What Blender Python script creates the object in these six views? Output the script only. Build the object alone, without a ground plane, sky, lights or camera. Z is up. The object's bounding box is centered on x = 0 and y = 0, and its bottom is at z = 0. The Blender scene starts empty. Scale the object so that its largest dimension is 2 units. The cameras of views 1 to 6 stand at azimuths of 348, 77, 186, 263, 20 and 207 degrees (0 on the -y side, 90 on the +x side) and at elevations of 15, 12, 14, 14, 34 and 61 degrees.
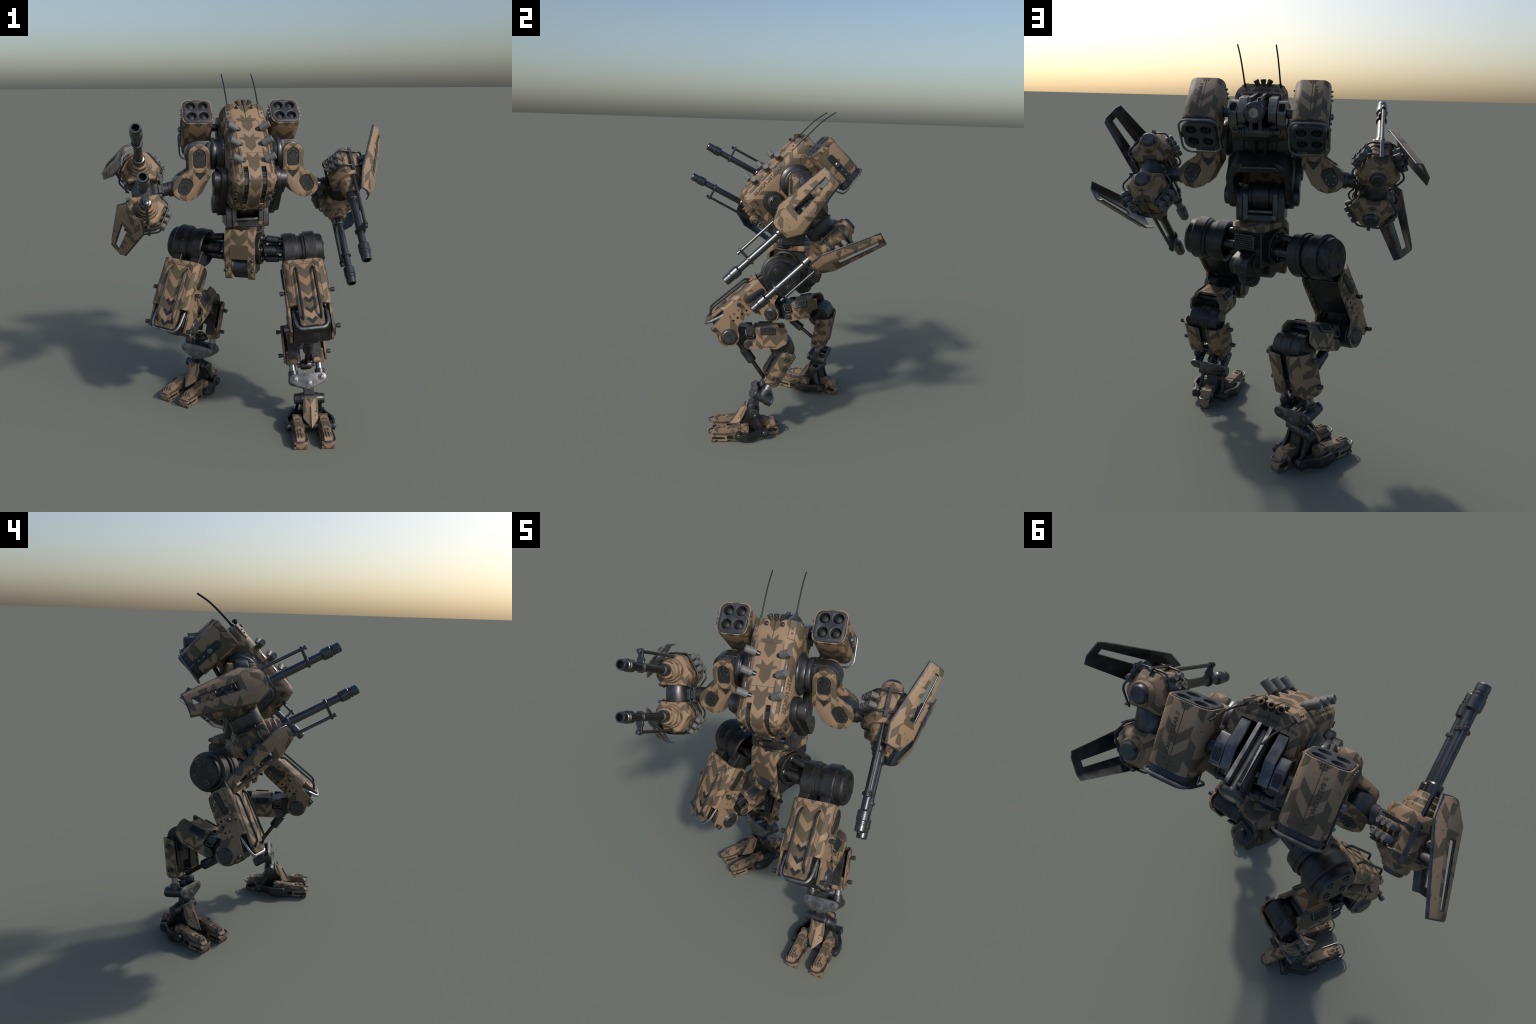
# Two-legged armoured walking machine, desert camouflage, built part by part.
import bpy, bmesh, math
from mathutils import Vector, Matrix

# ------------------------------------------------------------------ materials
def nodes_of(name):
    m = bpy.data.materials.new(name); m.use_nodes = True
    nt = m.node_tree; nt.nodes.clear()
    out = nt.nodes.new("ShaderNodeOutputMaterial")
    bs = nt.nodes.new("ShaderNodeBsdfPrincipled")
    nt.links.new(bs.outputs[0], out.inputs[0])
    return m, nt, bs

class NB:
    """tiny node-graph helper"""
    def __init__(s, nt): s.nt = nt
    def put(s, sock, v):
        if isinstance(v, bpy.types.NodeSocket): s.nt.links.new(v, sock)
        else: sock.default_value = v
    def math(s, op, a, b=0.0, c=0.0):
        n = s.nt.nodes.new("ShaderNodeMath"); n.operation = op
        s.put(n.inputs[0], a); s.put(n.inputs[1], b); s.put(n.inputs[2], c)
        return n.outputs[0]
    def coords(s):
        n = s.nt.nodes.new("ShaderNodeTexCoord"); x = s.nt.nodes.new("ShaderNodeSeparateXYZ")
        s.nt.links.new(n.outputs["Object"], x.inputs[0])
        return n.outputs["Object"], x.outputs[0], x.outputs[1], x.outputs[2]
    def vec(s, a, b, c):
        n = s.nt.nodes.new("ShaderNodeCombineXYZ")
        for i, v in enumerate((a, b, c)): s.put(n.inputs[i], v)
        return n.outputs[0]
    def noise(s, v, scale, detail=4.0, rough=0.55):
        n = s.nt.nodes.new("ShaderNodeTexNoise"); s.put(n.inputs["Vector"], v)
        n.inputs["Scale"].default_value = scale; n.inputs["Detail"].default_value = detail
        n.inputs["Roughness"].default_value = rough
        return n.outputs["Fac"]
    def ramp(s, f, a, b):
        n = s.nt.nodes.new("ShaderNodeMapRange"); n.clamp = True
        s.put(n.inputs[0], f); n.inputs[1].default_value = a; n.inputs[2].default_value = b
        return n.outputs[0]
    def mix(s, f, a, b):
        n = s.nt.nodes.new("ShaderNodeMix"); n.data_type = 'RGBA'
        s.put(n.inputs[0], f)
        for i, v in ((6, a), (7, b)):
            s.put(n.inputs[i], v if isinstance(v, bpy.types.NodeSocket) else (*v, 1.0))
        return n.outputs[2]
    def edge(s, radius=0.004, lo=0.02, hi=0.14):
        """edge mask: where the rounded normal leaves the true one"""
        bv = s.nt.nodes.new("ShaderNodeBevel"); bv.samples = 4; bv.inputs[0].default_value = radius
        g = s.nt.nodes.new("ShaderNodeNewGeometry")
        d = s.nt.nodes.new("ShaderNodeVectorMath"); d.operation = 'DOT_PRODUCT'
        s.nt.links.new(bv.outputs[0], d.inputs[0]); s.nt.links.new(g.outputs["Normal"], d.inputs[1])
        return s.ramp(s.math('SUBTRACT', 1.0, d.outputs["Value"]), lo, hi)
    def bump(s, h, strength, dist):
        n = s.nt.nodes.new("ShaderNodeBump"); s.put(n.inputs["Height"], h)
        n.inputs["Strength"].default_value = strength; n.inputs["Distance"].default_value = dist
        return n.outputs[0]

TAN = (0.268, 0.182, 0.114); OLIVE = (0.094, 0.072, 0.044); CHIP = (0.060, 0.062, 0.072)

def camo(name, scale=1.0, star=False, vee=False, chips=0.0, seed=0.0, share=0.47):
    m, nt, bs = nodes_of(name); b = NB(nt)
    v, x, y, z = b.coords()
    tc = nt.nodes.new("ShaderNodeTexCoord"); sn = nt.nodes.new("ShaderNodeSeparateXYZ"); nt.links.new(tc.outputs["Normal"], sn.inputs[0])
    ax, ay, az = (b.math('ABSOLUTE', sn.outputs[i]) for i in range(3))
    isz = b.math('GREATER_THAN', az, b.math('MAXIMUM', ax, ay))
    isx = b.math('GREATER_THAN', ax, b.math('MAXIMUM', ay, az))
    X = b.math('ABSOLUTE', x)
    def pick(f, p, q): return b.math('MULTIPLY_ADD', f, b.math('SUBTRACT', p, q), q)
    s = pick(isx, y, X); t = pick(isz, y, z)
    # splinter pattern: herring-bone rows of slanted straight-edged cells, each randomly light or dark
    k = 0.041 / scale; h = 0.035 / scale
    s = b.math('ADD', s, pick(isx, 0.37, 0.0))
    zig = b.math('PINGPONG', s, k)
    tt = b.math('MULTIPLY_ADD', zig, -1.0, t)
    cell = b.vec(b.math('FLOOR', b.math('DIVIDE', s, k)), b.math('FLOOR', b.math('DIVIDE', b.math('ADD', tt, 5.0), h)),
                 b.math('ADD', b.math('MULTIPLY_ADD', isx, 7.0, seed), b.math('MULTIPLY', isz, 13.0)))
    wn = nt.nodes.new("ShaderNodeTexWhiteNoise"); wn.noise_dimensions = '3D'; nt.links.new(cell, wn.inputs["Vector"])
    dark = b.math('LESS_THAN', wn.outputs["Value"], share)
    if vee:      # regular downward chevrons along the middle
        along = pick(isz, y, z)
        w = b.math('FRACT', b.math('DIVIDE', b.math('SUBTRACT', b.math('ADD', along, 2.0), X), 0.104))
        band = b.math('GREATER_THAN', w, 0.42)
        mid = b.math('MULTIPLY', b.math('LESS_THAN', X, 0.050), b.math('SUBTRACT', 1.0, isx))
        dark = pick(mid, band, dark)
    if star:
        # chain of arrow-tipped stars down the middle line (x across, z along), period ~0.132
        ze = b.math('SUBTRACT', z, b.math('MULTIPLY', b.math('MAXIMUM', b.math('SUBTRACT', 0.170, y), 0.0), 0.85))
        t = b.math('FRACT', b.math('DIVIDE', b.math('ADD', ze, 0.031 + 0.132 * 8), 0.132))
        bodyw = b.math('MINIMUM', b.math('MULTIPLY', t, 0.115), 0.029)
        arm = b.math('SUBTRACT', 0.064, b.math('MULTIPLY', b.math('ABSOLUTE', b.math('SUBTRACT', t, 0.66)), 0.30))
        arm = b.math('MULTIPLY', arm, b.math('MULTIPLY', b.math('GREATER_THAN', t, 0.50), b.math('LESS_THAN', t, 0.72)))
        notch = b.math('LESS_THAN', t, b.math('MULTIPLY_ADD', X, 8.0, 0.70))
        notch2 = b.math('LESS_THAN', t, b.math('SUBTRACT', 1.22, b.math('MULTIPLY', X, 10.0)))
        st = b.math('LESS_THAN', X, b.math('MAXIMUM', bodyw, arm))
        st = b.math('MULTIPLY', st, b.math('MULTIPLY', notch, notch2))
        mid = b.math('LESS_THAN', X, 0.056)
        mid = b.math('MULTIPLY', mid, b.math('MAXIMUM', b.math('GREATER_THAN', y, 0.10), b.math('LESS_THAN', z, -0.2)))
        mid = b.math('MULTIPLY', mid, b.math('LESS_THAN', z, 0.296))
        dark = pick(mid, st, dark)
    col = b.mix(dark, TAN, OLIVE)
    n1 = b.noise(v, 30.0, 6.0); n2 = b.noise(v, 6.0, 4.0)
    col = b.mix(b.math('MULTIPLY', b.ramp(n1, 0.45, 0.75), 0.22), col, (0.15, 0.105, 0.072))
    col = b.mix(b.math('MULTIPLY', b.ramp(n2, 0.52, 0.75), 0.16), col, (0.10, 0.085, 0.07))
    e = b.edge(0.014 if chips > 0 else 0.0045, 0.01, 0.10)
    ew = b.math('MULTIPLY', e, b.ramp(b.noise(v, 70.0, 5.0), *((0.50, 0.54) if chips > 0 else (0.40, 0.56))))
    if chips > 0:
        ch = b.ramp(b.noise(v, 70.0, 4.0, 0.62), 0.72 - chips, 0.735 - chips)
        ew = b.math('MAXIMUM', ew, ch)
    col = b.mix(b.math('MULTIPLY', ew, 0.85), col, CHIP)
    nt.links.new(col, bs.inputs["Base Color"])
    b.put(bs.inputs["Roughness"], b.math('MULTIPLY_ADD', n1, 0.25, 0.48))
    bs.inputs["Specular IOR Level"].default_value = 0.4
    nt.links.new(b.bump(n1, 0.10, 0.002), bs.inputs["Normal"])
    return m

def metal(name, base, rough=0.42, metallic=0.8, glint_tint=(0.30, 0.30, 0.31), glint_tint_amt=0.75, rust=0.0, var=1.0):
    m, nt, bs = nodes_of(name); b = NB(nt); v, x, y, z = b.coords()
    n1 = b.noise(v, 24.0, 6.0, 0.6); n2 = b.noise(v, 90.0, 4.0)
    dk = tuple(c * (1 - .38 * var) for c in base); lt = tuple(min(1, c * (1 + .35 * var)) for c in base)
    col = b.mix(b.ramp(n1, 0.3, 0.7), dk, lt)
    if rust > 0:
        col = b.mix(b.math('MULTIPLY', b.ramp(b.noise(v, 40.0, 5.0), 0.6, 0.7), rust), col, (0.07, 0.035, 0.022))
    if glint_tint_amt > 0:
        e = b.math('MULTIPLY', b.edge(0.004), b.ramp(n2, 0.35, 0.65))
        col = b.mix(b.math('MULTIPLY', e, glint_tint_amt), col, glint_tint)  # rim highlights painted into the base colour as a paler edge tint
    nt.links.new(col, bs.inputs["Base Color"])
    bs.inputs["Metallic"].default_value = metallic
    b.put(bs.inputs["Roughness"], b.math('MULTIPLY_ADD', b.math('SUBTRACT', n1, 0.5), 0.30 * var, rough))
    nt.links.new(b.bump(n2, 0.08, 0.001), bs.inputs["Normal"])
    return m

def plain(name, base, rough=0.6, metallic=0.0, dirt=0.4):
    m, nt, bs = nodes_of(name); b = NB(nt); v, x, y, z = b.coords()
    n = b.noise(v, 50.0, 5.0)
    col = b.mix(b.math('MULTIPLY', b.ramp(n, 0.4, 0.7), dirt), base, tuple(c * 0.55 for c in base))
    nt.links.new(col, bs.inputs["Base Color"])
    bs.inputs["Roughness"].default_value = rough; bs.inputs["Metallic"].default_value = metallic
    return m

MAT = {}
def materials():
    MAT["camo"] = camo("desert_camouflage", 1.0)
    MAT["camo_star"] = camo("desert_camouflage_stars", 1.0, star=True, seed=3.1)
    MAT["camo_chip"] = camo("chipped_camouflage", 0.95, chips=0.085, seed=7.7)
    MAT["camo_small"] = camo("small_camouflage", 1.4, seed=1.3)
    MAT["camo_big"] = camo("large_camouflage", 0.85, seed=6.3, share=0.52)
    MAT["gun"] = metal("gunmetal", (0.078, 0.079, 0.083), 0.38, 0.8)
    MAT["dark"] = metal("blackened_steel", (0.046, 0.046, 0.048), 0.40, 0.7, glint_tint=(0.24, 0.24, 0.245), rust=0.3)
    MAT["panel"] = plain("black_panel", (0.017, 0.018, 0.018), 0.5)
    MAT["barrel"] = metal("barrel_steel", (0.115, 0.117, 0.124), 0.30, 0.95, glint_tint_amt=0.3, var=0.35)
    MAT["steel"] = metal("bare_steel", (0.34, 0.34, 0.35), 0.30, 1.0, glint_tint=(0.5, 0.5, 0.5), glint_tint_amt=0.3)
    MAT["plate"] = metal("grey_steel", (0.17, 0.17, 0.175), 0.40, 0.85, rust=0.5)
    MAT["can"] = plain("grey_canister_paint", (0.150, 0.150, 0.146), 0.55, 0.1, 0.6)
    MAT["black"] = plain("bore_black", (0.004, 0.004, 0.004), 0.8)
    MAT["ink"] = plain("stencil_black", (0.012, 0.012, 0.013), 0.6)
    MAT["inkdim"] = plain("faded_stencil", (0.055, 0.042, 0.030), 0.7)
    MAT["line"] = plain("panel_gap", (0.045, 0.034, 0.025), 0.8)
    MAT["rubber"] = plain("antenna_black", (0.010, 0.010, 0.010), 0.5)
    MAT["ram"] = metal("piston_rod", (0.10, 0.07, 0.06), 0.28, 0.9, rust=0.7, glint_tint_amt=0.0)

# ------------------------------------------------------------------ mesh tools
def BM(): return bmesh.new()

AX = {'x': 0, 'y': 1, 'z': 2}
def arcpoly(pts):
    """polygon with optional corner radius: (s,t) or (s,t,r)"""
    out = []; n = len(pts)
    for i, p in enumerate(pts):
        r = p[2] if len(p) > 2 else 0
        P = Vector(p[:2])
        if r <= 0: out.append(P); continue
        A = Vector(pts[i - 1][:2]) - P; B = Vector(pts[(i + 1) % n][:2]) - P
        la, lb = A.length, B.length; A.normalize(); B.normalize()
        ang = A.angle(B); d = min(r / math.tan(ang / 2), la * .49, lb * .49); rr = d * math.tan(ang / 2)
        C = P + (A + B).normalized() * (rr / math.sin(ang / 2))
        s0 = P + A * d - C; s1 = P + B * d - C
        k = max(2, int(math.degrees(math.pi - ang) / 14))
        for j in range(k + 1):
            f = j / k; w = s0.lerp(s1, f); w.normalize() if w.length > 1e-9 else None
            # slerp by angle
            a0 = math.atan2(s0.y, s0.x); a1 = math.atan2(s1.y, s1.x)
            da = (a1 - a0 + math.pi) % (2 * math.pi) - math.pi
            a = a0 + da * f; out.append(C + Vector((math.cos(a), math.sin(a))) * rr)
    return out

def prism(bm, pts, lo, hi, order='yzx'):
    """extrude a polygon; order: axes of s, t and the extrusion height"""
    P = arcpoly(pts); a, b, c = (AX[k] for k in order)
    def mk(p, h):
        v = [0, 0, 0]; v[a] = p[0]; v[b] = p[1]; v[c] = h; return bm.verts.new(v)
    A = [mk(p, lo) for p in P]; B = [mk(p, hi) for p in P]; n = len(P)
    bm.faces.new(A); bm.faces.new(B[::-1])
    for i in range(n): bm.faces.new((A[i], B[i], B[(i + 1) % n], A[(i + 1) % n]))
    return bm

def box(bm, c, s):
    x, y, z = (d / 2 for d in s)
    return prism(bm, [(c[0] - x, c[1] - y), (c[0] + x, c[1] - y), (c[0] + x, c[1] + y), (c[0] - x, c[1] + y)], c[2] - z, c[2] + z, 'xyz')

def basis(d):
    d = Vector(d).normalized(); h = Vector((0, 0, 1)) if abs(d.z) < .9 else Vector((1, 0, 0))
    u = d.cross(h).normalized(); return d, u, u.cross(d)

def lathe(bm, prof, o, d, seg=28, closed=False, su=1.0, sv=1.0):
    """revolve (t, r) stations about the axis through o along d"""
    d, u, w = basis(d); o = Vector(o); rings = []
    for t, r in prof:
        if r < 1e-6: rings.append([bm.verts.new(o + d * t)]); continue
        rings.append([bm.verts.new(o + d * t + (u * math.cos(a) * su + w * math.sin(a) * sv) * r) for a in (2 * math.pi * i / seg for i in range(seg))])
    for A, B in zip(rings, rings[1:]):
        for i in range(seg):
            j = (i + 1) % seg
            if len(A) == 1 and len(B) == 1: continue
            if len(A) == 1: bm.faces.new((A[0], B[i], B[j]))
            elif len(B) == 1: bm.faces.new((A[i], B[0], A[j]))
            else: bm.faces.new((A[i], B[i], B[j], A[j]))
    if closed:
        A, B = rings[-1], rings[0]
        for i in range(seg): bm.faces.new((A[i], B[i], B[(i + 1) % seg], A[(i + 1) % seg]))
    else:
        for R in (rings[0], rings[-1]):
            if len(R) > 1: bm.faces.new(R)
    return bm

def cyl(bm, a, b, r, r2=None, seg=20):
    a = Vector(a); b = Vector(b); L = (b - a).length
    return lathe(bm, [(0, r), (L, r if r2 is None else r2)], a, b - a, seg)

def fillet(path, r):
    P = [Vector(p) for p in path]; out = [P[0]]
    for i in range(1, len(P) - 1):
        A = P[i - 1] - P[i]; B = P[i + 1] - P[i]; d = min(r, A.length * .45, B.length * .45)
        a = P[i] + A.normalized() * d; b = P[i] + B.normalized() * d
        for k in range(5):
            f = k / 4; out.append(a.lerp(P[i], f).lerp(P[i].lerp(b, f), f))
    return out + [P[-1]]

def tube(bm, path, r, seg=8, fil=0.0, flat=None):
    P = fillet(path, fil) if fil > 0 else [Vector(p) for p in path]
    T = [(P[min(i + 1, len(P) - 1)] - P[max(i - 1, 0)]).normalized() for i in range(len(P))]
    d, u, w = basis(T[0]); rings = []
    for i, p in enumerate(P):
        if i:
            q = T[i - 1].rotation_difference(T[i]); u = q @ u; w = q @ w
        rr = r[i] if isinstance(r, (list, tuple)) else r
        rings.append([bm.verts.new(p + (u * math.cos(a) + w * math.sin(a)) * rr) for a in (2 * math.pi * k / seg for k in range(seg))])
    for A, B in zip(rings, rings[1:]):
        for i in range(seg): bm.faces.new((A[i], B[i], B[(i + 1) % seg], A[(i + 1) % seg]))
    bm.faces.new(rings[0]); bm.faces.new(rings[-1][::-1])
    return bm

def circ(c, r, n=24, a0=0.0, a1=2 * math.pi):
    full = abs(a1 - a0 - 2 * math.pi) < 1e-6
    return [(c[0] + r * math.cos(a0 + (a1 - a0) * i / (n if full else n - 1)), c[1] + r * math.sin(a0 + (a1 - a0) * i / (n if full else n - 1))) for i in range(n)]

def hull2(circles, n=28):
    """convex outline around circles (x, y, r)"""
    pts = []
    for x, y, r in circles: pts += circ((x, y), r, n)
    pts = sorted(set((round(a, 6), round(b, 6)) for a, b in pts))
    def half(ps):
        h = []
        for p in ps:
            while len(h) > 1 and (h[-1][0] - h[-2][0]) * (p[1] - h[-2][1]) - (h[-1][1] - h[-2][1]) * (p[0] - h[-2][0]) <= 0: h.pop()
            h.append(p)
        return h
    a, b = half(pts), half(pts[::-1]); return a[:-1] + b[:-1]

def to_obj(bm, name="tmp"):
    bmesh.ops.recalc_face_normals(bm, faces=bm.faces)
    me = bpy.data.meshes.new(name); bm.to_mesh(me); ob = bpy.data.objects.new(name, me)
    bpy.context.scene.collection.objects.link(ob); return ob

def boolean(bm, other, op='DIFFERENCE'):
    """other is one bmesh; both are consumed, a new bmesh comes back"""
    A, B = to_obj(bm), to_obj(other)
    md = A.modifiers.new("b", 'BOOLEAN'); md.operation = op; md.object = B; md.solver = 'EXACT'
    dg = bpy.context.evaluated_depsgraph_get(); ev = A.evaluated_get(dg)
    r = bmesh.new(); r.from_mesh(ev.to_mesh()); ev.to_mesh_clear()
    for o in (A, B):
        me = o.data; bpy.data.objects.remove(o); bpy.data.meshes.remove(me)
    bm.free(); other.free()
    bmesh.ops.dissolve_limit(r, angle_limit=0.002, verts=r.verts, edges=r.edges)
    return r

def bevel(bm, w, seg=1, ang=32):
    bmesh.ops.remove_doubles(bm, verts=bm.verts, dist=1e-5)
    bmesh.ops.recalc_face_normals(bm, faces=bm.faces)
    ed = [e for e in bm.edges if len(e.link_faces) == 2 and e.calc_face_angle(0) > math.radians(ang)]
    if ed: bmesh.ops.bevel(bm, geom=ed, offset=w, segments=seg, profile=.5, affect='EDGES', clamp_overlap=True)
    return bm

def mesh(bm, name, bev=0.0, seg=1, ang=32, smooth=25):
    if bev > 0: bevel(bm, bev, seg, ang)
    bmesh.ops.recalc_face_normals(bm, faces=bm.faces)
    for f in bm.faces: f.smooth = True
    for e in bm.edges: e.smooth = not (len(e.link_faces) == 2 and e.calc_face_angle(0) > math.radians(smooth))
    me = bpy.data.meshes.new(name); bm.to_mesh(me); bm.free(); return me

# ------------------------------------------------------------------ assembly
FLIP = Matrix.Diagonal((-1, 1, 1, 1)); I4 = Matrix.Identity(4)
_flipped = {}
def flipped(me):
    if me.name not in _flipped:
        c = me.copy(); c.transform(FLIP); c.flip_normals(); _flipped[me.name] = c
    return _flipped[me.name]

ROOT = None
def place(name, me, mat, world, parent=None):
    if world.determinant() < 0: me = flipped(me); world = world @ FLIP
    if not me.materials: me.materials.append(MAT[mat])
    o = bpy.data.objects.new(name, me); bpy.context.scene.collection.objects.link(o)
    p = parent or ROOT
    o.parent = p; o.matrix_parent_inverse = I4
    o.matrix_local = WORLD[p.name].inverted() @ world
    WORLD[o.name] = world.copy(); return o
WORLD = {}

def frame(o, ax, ay, az):
    M = Matrix.Identity(4)
    for i, a in enumerate((ax, ay, az)):
        for j in range(3): M[j][i] = a[j]
    for j in range(3): M[j][3] = o[j]
    return M

def install(unit, M, parent=None):
    """unit: list of (name, mesh, material, [local matrices]); the first one is the part, the others its sub-parts"""
    head = None
    for name, me, mat, locs in unit:
        for L in locs:
            o = place(name, me, mat, M @ L, head or parent)
            if head is None and parent is None: head = o
    return head or parent

def at(p, d=None):
    """matrix with local z along d at p"""
    M = Matrix.Translation(Vector(p))
    if d is not None: M = M @ Vector((0, 0, 1)).rotation_difference(Vector(d).normalized()).to_matrix().to_4x4()
    return M

def text_mesh(s, size, depth=0.0012, ext=0.0):
    c = bpy.data.curves.new("stencil", 'FONT'); c.body = s; c.size = size; c.extrude = depth / 2
    c.offset = size * .022; c.align_x = 'CENTER'; c.align_y = 'CENTER'; c.resolution_u = 3
    o = bpy.data.objects.new("stencil", c); bpy.context.scene.collection.objects.link(o)
    dg = bpy.context.evaluated_depsgraph_get(); me = bpy.data.meshes.new_from_object(o.evaluated_get(dg))
    bpy.data.objects.remove(o); bpy.data.curves.remove(c); return me

def write(p, right, up, left_handed=False):
    """matrix for lettering: reading direction and up direction on the surface"""
    r = Vector(right).normalized(); u = (Vector(up) - r * Vector(up).dot(r)).normalized(); n = r.cross(u) * (-1 if left_handed else 1)
    return frame(p, r, u, n)

# ------------------------------------------------------------------ small repeated pieces (built once)
def peg_mesh():          # side peg along +z, 0 at the plate
    return mesh(lathe(BM(), [(0, .0085), (.016, .0085), (.017, .0125), (.034, .0125), (.036, .0105), (.036, .006), (.030, .005), (.030, 0)], (0, 0, 0), (0, 0, 1), 14), "peg")
def bolt_mesh(r, h):
    return mesh(lathe(BM(), [(0, r), (h * .7, r), (h, r * .75), (h, 0)], (0, 0, 0), (0, 0, 1), 10), "bolt")
def ringbolt_mesh(r):
    return mesh(lathe(BM(), [(0, r), (.004, r), (.006, r * .86), (.006, r * .62), (.003, r * .58), (.003, r * .42), (.009, r * .40), (.011, r * .2), (.011, 0)], (0, 0, 0), (0, 0, 1), 18), "ring_bolt")
def canister_mesh(r, L):
    return mesh(lathe(BM(), [(0, r * .55), (L * .22, r * .55), (L * .24, r), (L * .97, r), (L, r * .93), (L, r * .78), (L - .0015, r * .74), (L - .0015, 0)], (0, 0, 0), (0, 0, 1), 18), "smoke_canister")

def build():
    global ROOT
    materials()
    ROOT = bpy.data.objects.new("combat_walker", None); bpy.context.scene.collection.objects.link(ROOT)
    WORLD[ROOT.name] = Matrix.Identity(4)
    ROOT["label"] = "two-legged armoured walking war machine in desert camouflage"
    ROOT["category"] = "combat robot"
    torso(); 
    for s in (1, -1): pod(s)
    back_launcher(); waist(); pelvis()
    for s in (1, -1): arm(s)
    leg(1); leg(-1)

PEG = BOLT = None
# ------------------------------------------------------------------ torso   local: x across, y front, z up the back
ta = math.radians(43.5)
TF = frame((-.0103, 0, 1.5), (1, 0, 0), (0, -math.cos(ta), math.sin(ta)), (0, math.sin(ta), math.cos(ta)))

def torso():
    # shell = side profile  ∩  plan section  ∩  front outline
    side = [(.170, .300), (.176, .16), (.180, -.05), (.180, -.135), (.176, -.172), (.162, -.203), (.140, -.222), (.10, -.236), (.02, -.247), (-.055, -.240),
            (-.085, -.222), (-.08, -.17), (-.055, -.11), (-.055, .15), (-.075, .19), (-.075, .235), (.0, .300)]
    half = [(.063, .20), (.0665, .1755), (.094, .160), (.110, .145), (.121, .125), (.127, .098), (.127, -.12)]
    plan = half + [(-x, y) for x, y in half[::-1]]
    fr = [(.13, .32), (.13, -.12), (.125, -.165), (.110, -.200), (.094, -.216), (.068, -.222), (.056, -.243), (.040, -.26)]
    fr = fr + [(-x, y) for x, y in fr[::-1]]
    s = prism(BM(), side, -.2, .2, 'yzx')
    s = boolean(s, prism(BM(), plan, -.4, .4, 'xyz'), 'INTERSECT')
    s = boolean(s, prism(BM(), fr, -.4, .4, 'xzy'), 'INTERSECT')
    # launcher bay in the top, finger slots in the belly, canister sockets
    bay = prism(BM(), [(-.092, .103, .008), (.092, .103, .008), (.092, -.3), (-.092, -.3)], .03, .5, 'xyz')
    s = boolean(s, bay)
    cut = BM()
    for sx in (-1, 1):
        x = sx * .0475
        prism(cut, [(.20, -.128), (.160, -.128), (.155, -.17), (.130, -.205), (.0, -.232), (.0, -.30), (.2, -.30)], x - .0125, x + .0125, 'yzx')
        for u in (.117, .017, -.090):
            lathe(cut, [(-.012, .013), (.02, .013)], (sx * .056, .172, u), (sx * .8, .55, 0), 12)
    s = boolean(s, cut)
    shell = mesh(s, "torso", .0022, 1, 24)
    U = [("torso", shell, "camo_star", [I4])]
    # slot ribs
    bm = BM()
    path = [(.176, -.130), (.175, -.165), (.163, -.196), (.140, -.215), (.10, -.229), (.0, -.243)]
    for sx in (-1, 1):
        x = sx * .0475
        prism(bm, [(p[0] - .012, p[1] + .010) for p in path] + [(.0, -.20), (.10, -.18), (.14, -.13)], x - .0125, x + .0125, 'yzx')
        L = 0; pts = [Vector(p) for p in path]
        for i in range(15):
            f = i / 14 * (len(pts) - 1); k = min(int(f), len(pts) - 2); p = pts[k].lerp(pts[k + 1], f - k)
            d = (pts[k + 1] - pts[k]).normalized(); n = Vector((-d.y, d.x)) * -1
            n = Vector((d.y, -d.x)); n = -n if n.x < 0 else n
            c = p - n * .007
            q = [c - d * .0062 - n * .006, c + d * .0062 - n * .006, c + d * .0042 + n * .005, c - d * .0050 + n * .002]
            prism(bm, [(v.x, v.y) for v in q], x - .0122, x + .0122, 'yzx')
    U.append(("grille", mesh(bm, "grille"), "dark", [I4]))
    # panel seams (thin strips 0.6 mm proud), antenna boxes
    bm = BM()
    box(bm, (0, .1745, .238), (.0018, .003, .125))
    box(bm, (0, .1745, .176), (.124, .0032, .0018)); box(bm, (0, .1786, -.042), (.126, .0032, .0018))
    for sx in (-1, 1):
        box(bm, (sx * .0645, .1755, .115), (.0016, .003, .12)); box(bm, (sx * .030, .1793, -.058), (.0014, .003, .030))
        box(bm, (sx * .0975, .1565, -.02), (.0018, .003, .30))
    box(bm, (0, .135, .3), (.0018, .065, .0018))
    U.append(("panel_seam", mesh(bm, "panel_seam"), "line", [I4]))
    bm = BM()
    for sx in (-1, 1):
        q = [(sx * (.070), .160), (sx * .102, .147), (sx * .106, .160), (sx * .074, .178)]
        prism(bm, q, .205, .300, 'xyz')
    U.append(("antenna_box", mesh(bm, "antenna_box", .003), "camo_star", [I4]))
    bm = BM()
    for sx in (-1, 1):
        for z in (.235, .258): lathe(bm, [(0, .005), (.006, .005), (.008, .003), (.008, 0)], (sx * .090, .166, z), (sx * .4, .9, 0), 10)
        cyl(bm, (sx * .0865, .152, .298), (sx * .0865, .150, .318), .006)
    U.append(("box_stud", mesh(bm, "box_stud"), "gun", [I4]))
    # antennas: whips bending back and up in the world frame
    for sx in (-1, 1):
        bm = BM(); inv = TF.inverted(); x = -.0103 + sx * .0865
        P = [(x, .098, 1.815), (x, .140, 1.860), (x, .190, 1.910), (x, .245, 1.957), (x, .308, 1.9965)]
        Q = []
        for i in range(21):
            f = i / 20 * 4; k = min(int(f), 3); a = Vector(P[max(k - 1, 0)]); b = Vector(P[k]); c = Vector(P[k + 1]); d = Vector(P[min(k + 2, 4)]); t = f - k
            Q.append(inv @ (((-a + 3 * b - 3 * c + d) * t ** 3 + (2 * a - 5 * b + 4 * c - d) * t * t + (c - a) * t + 2 * b) * .5))
        tube(bm, Q, [.0042 - .0008 * i / 20 for i in range(21)], 8)
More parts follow.
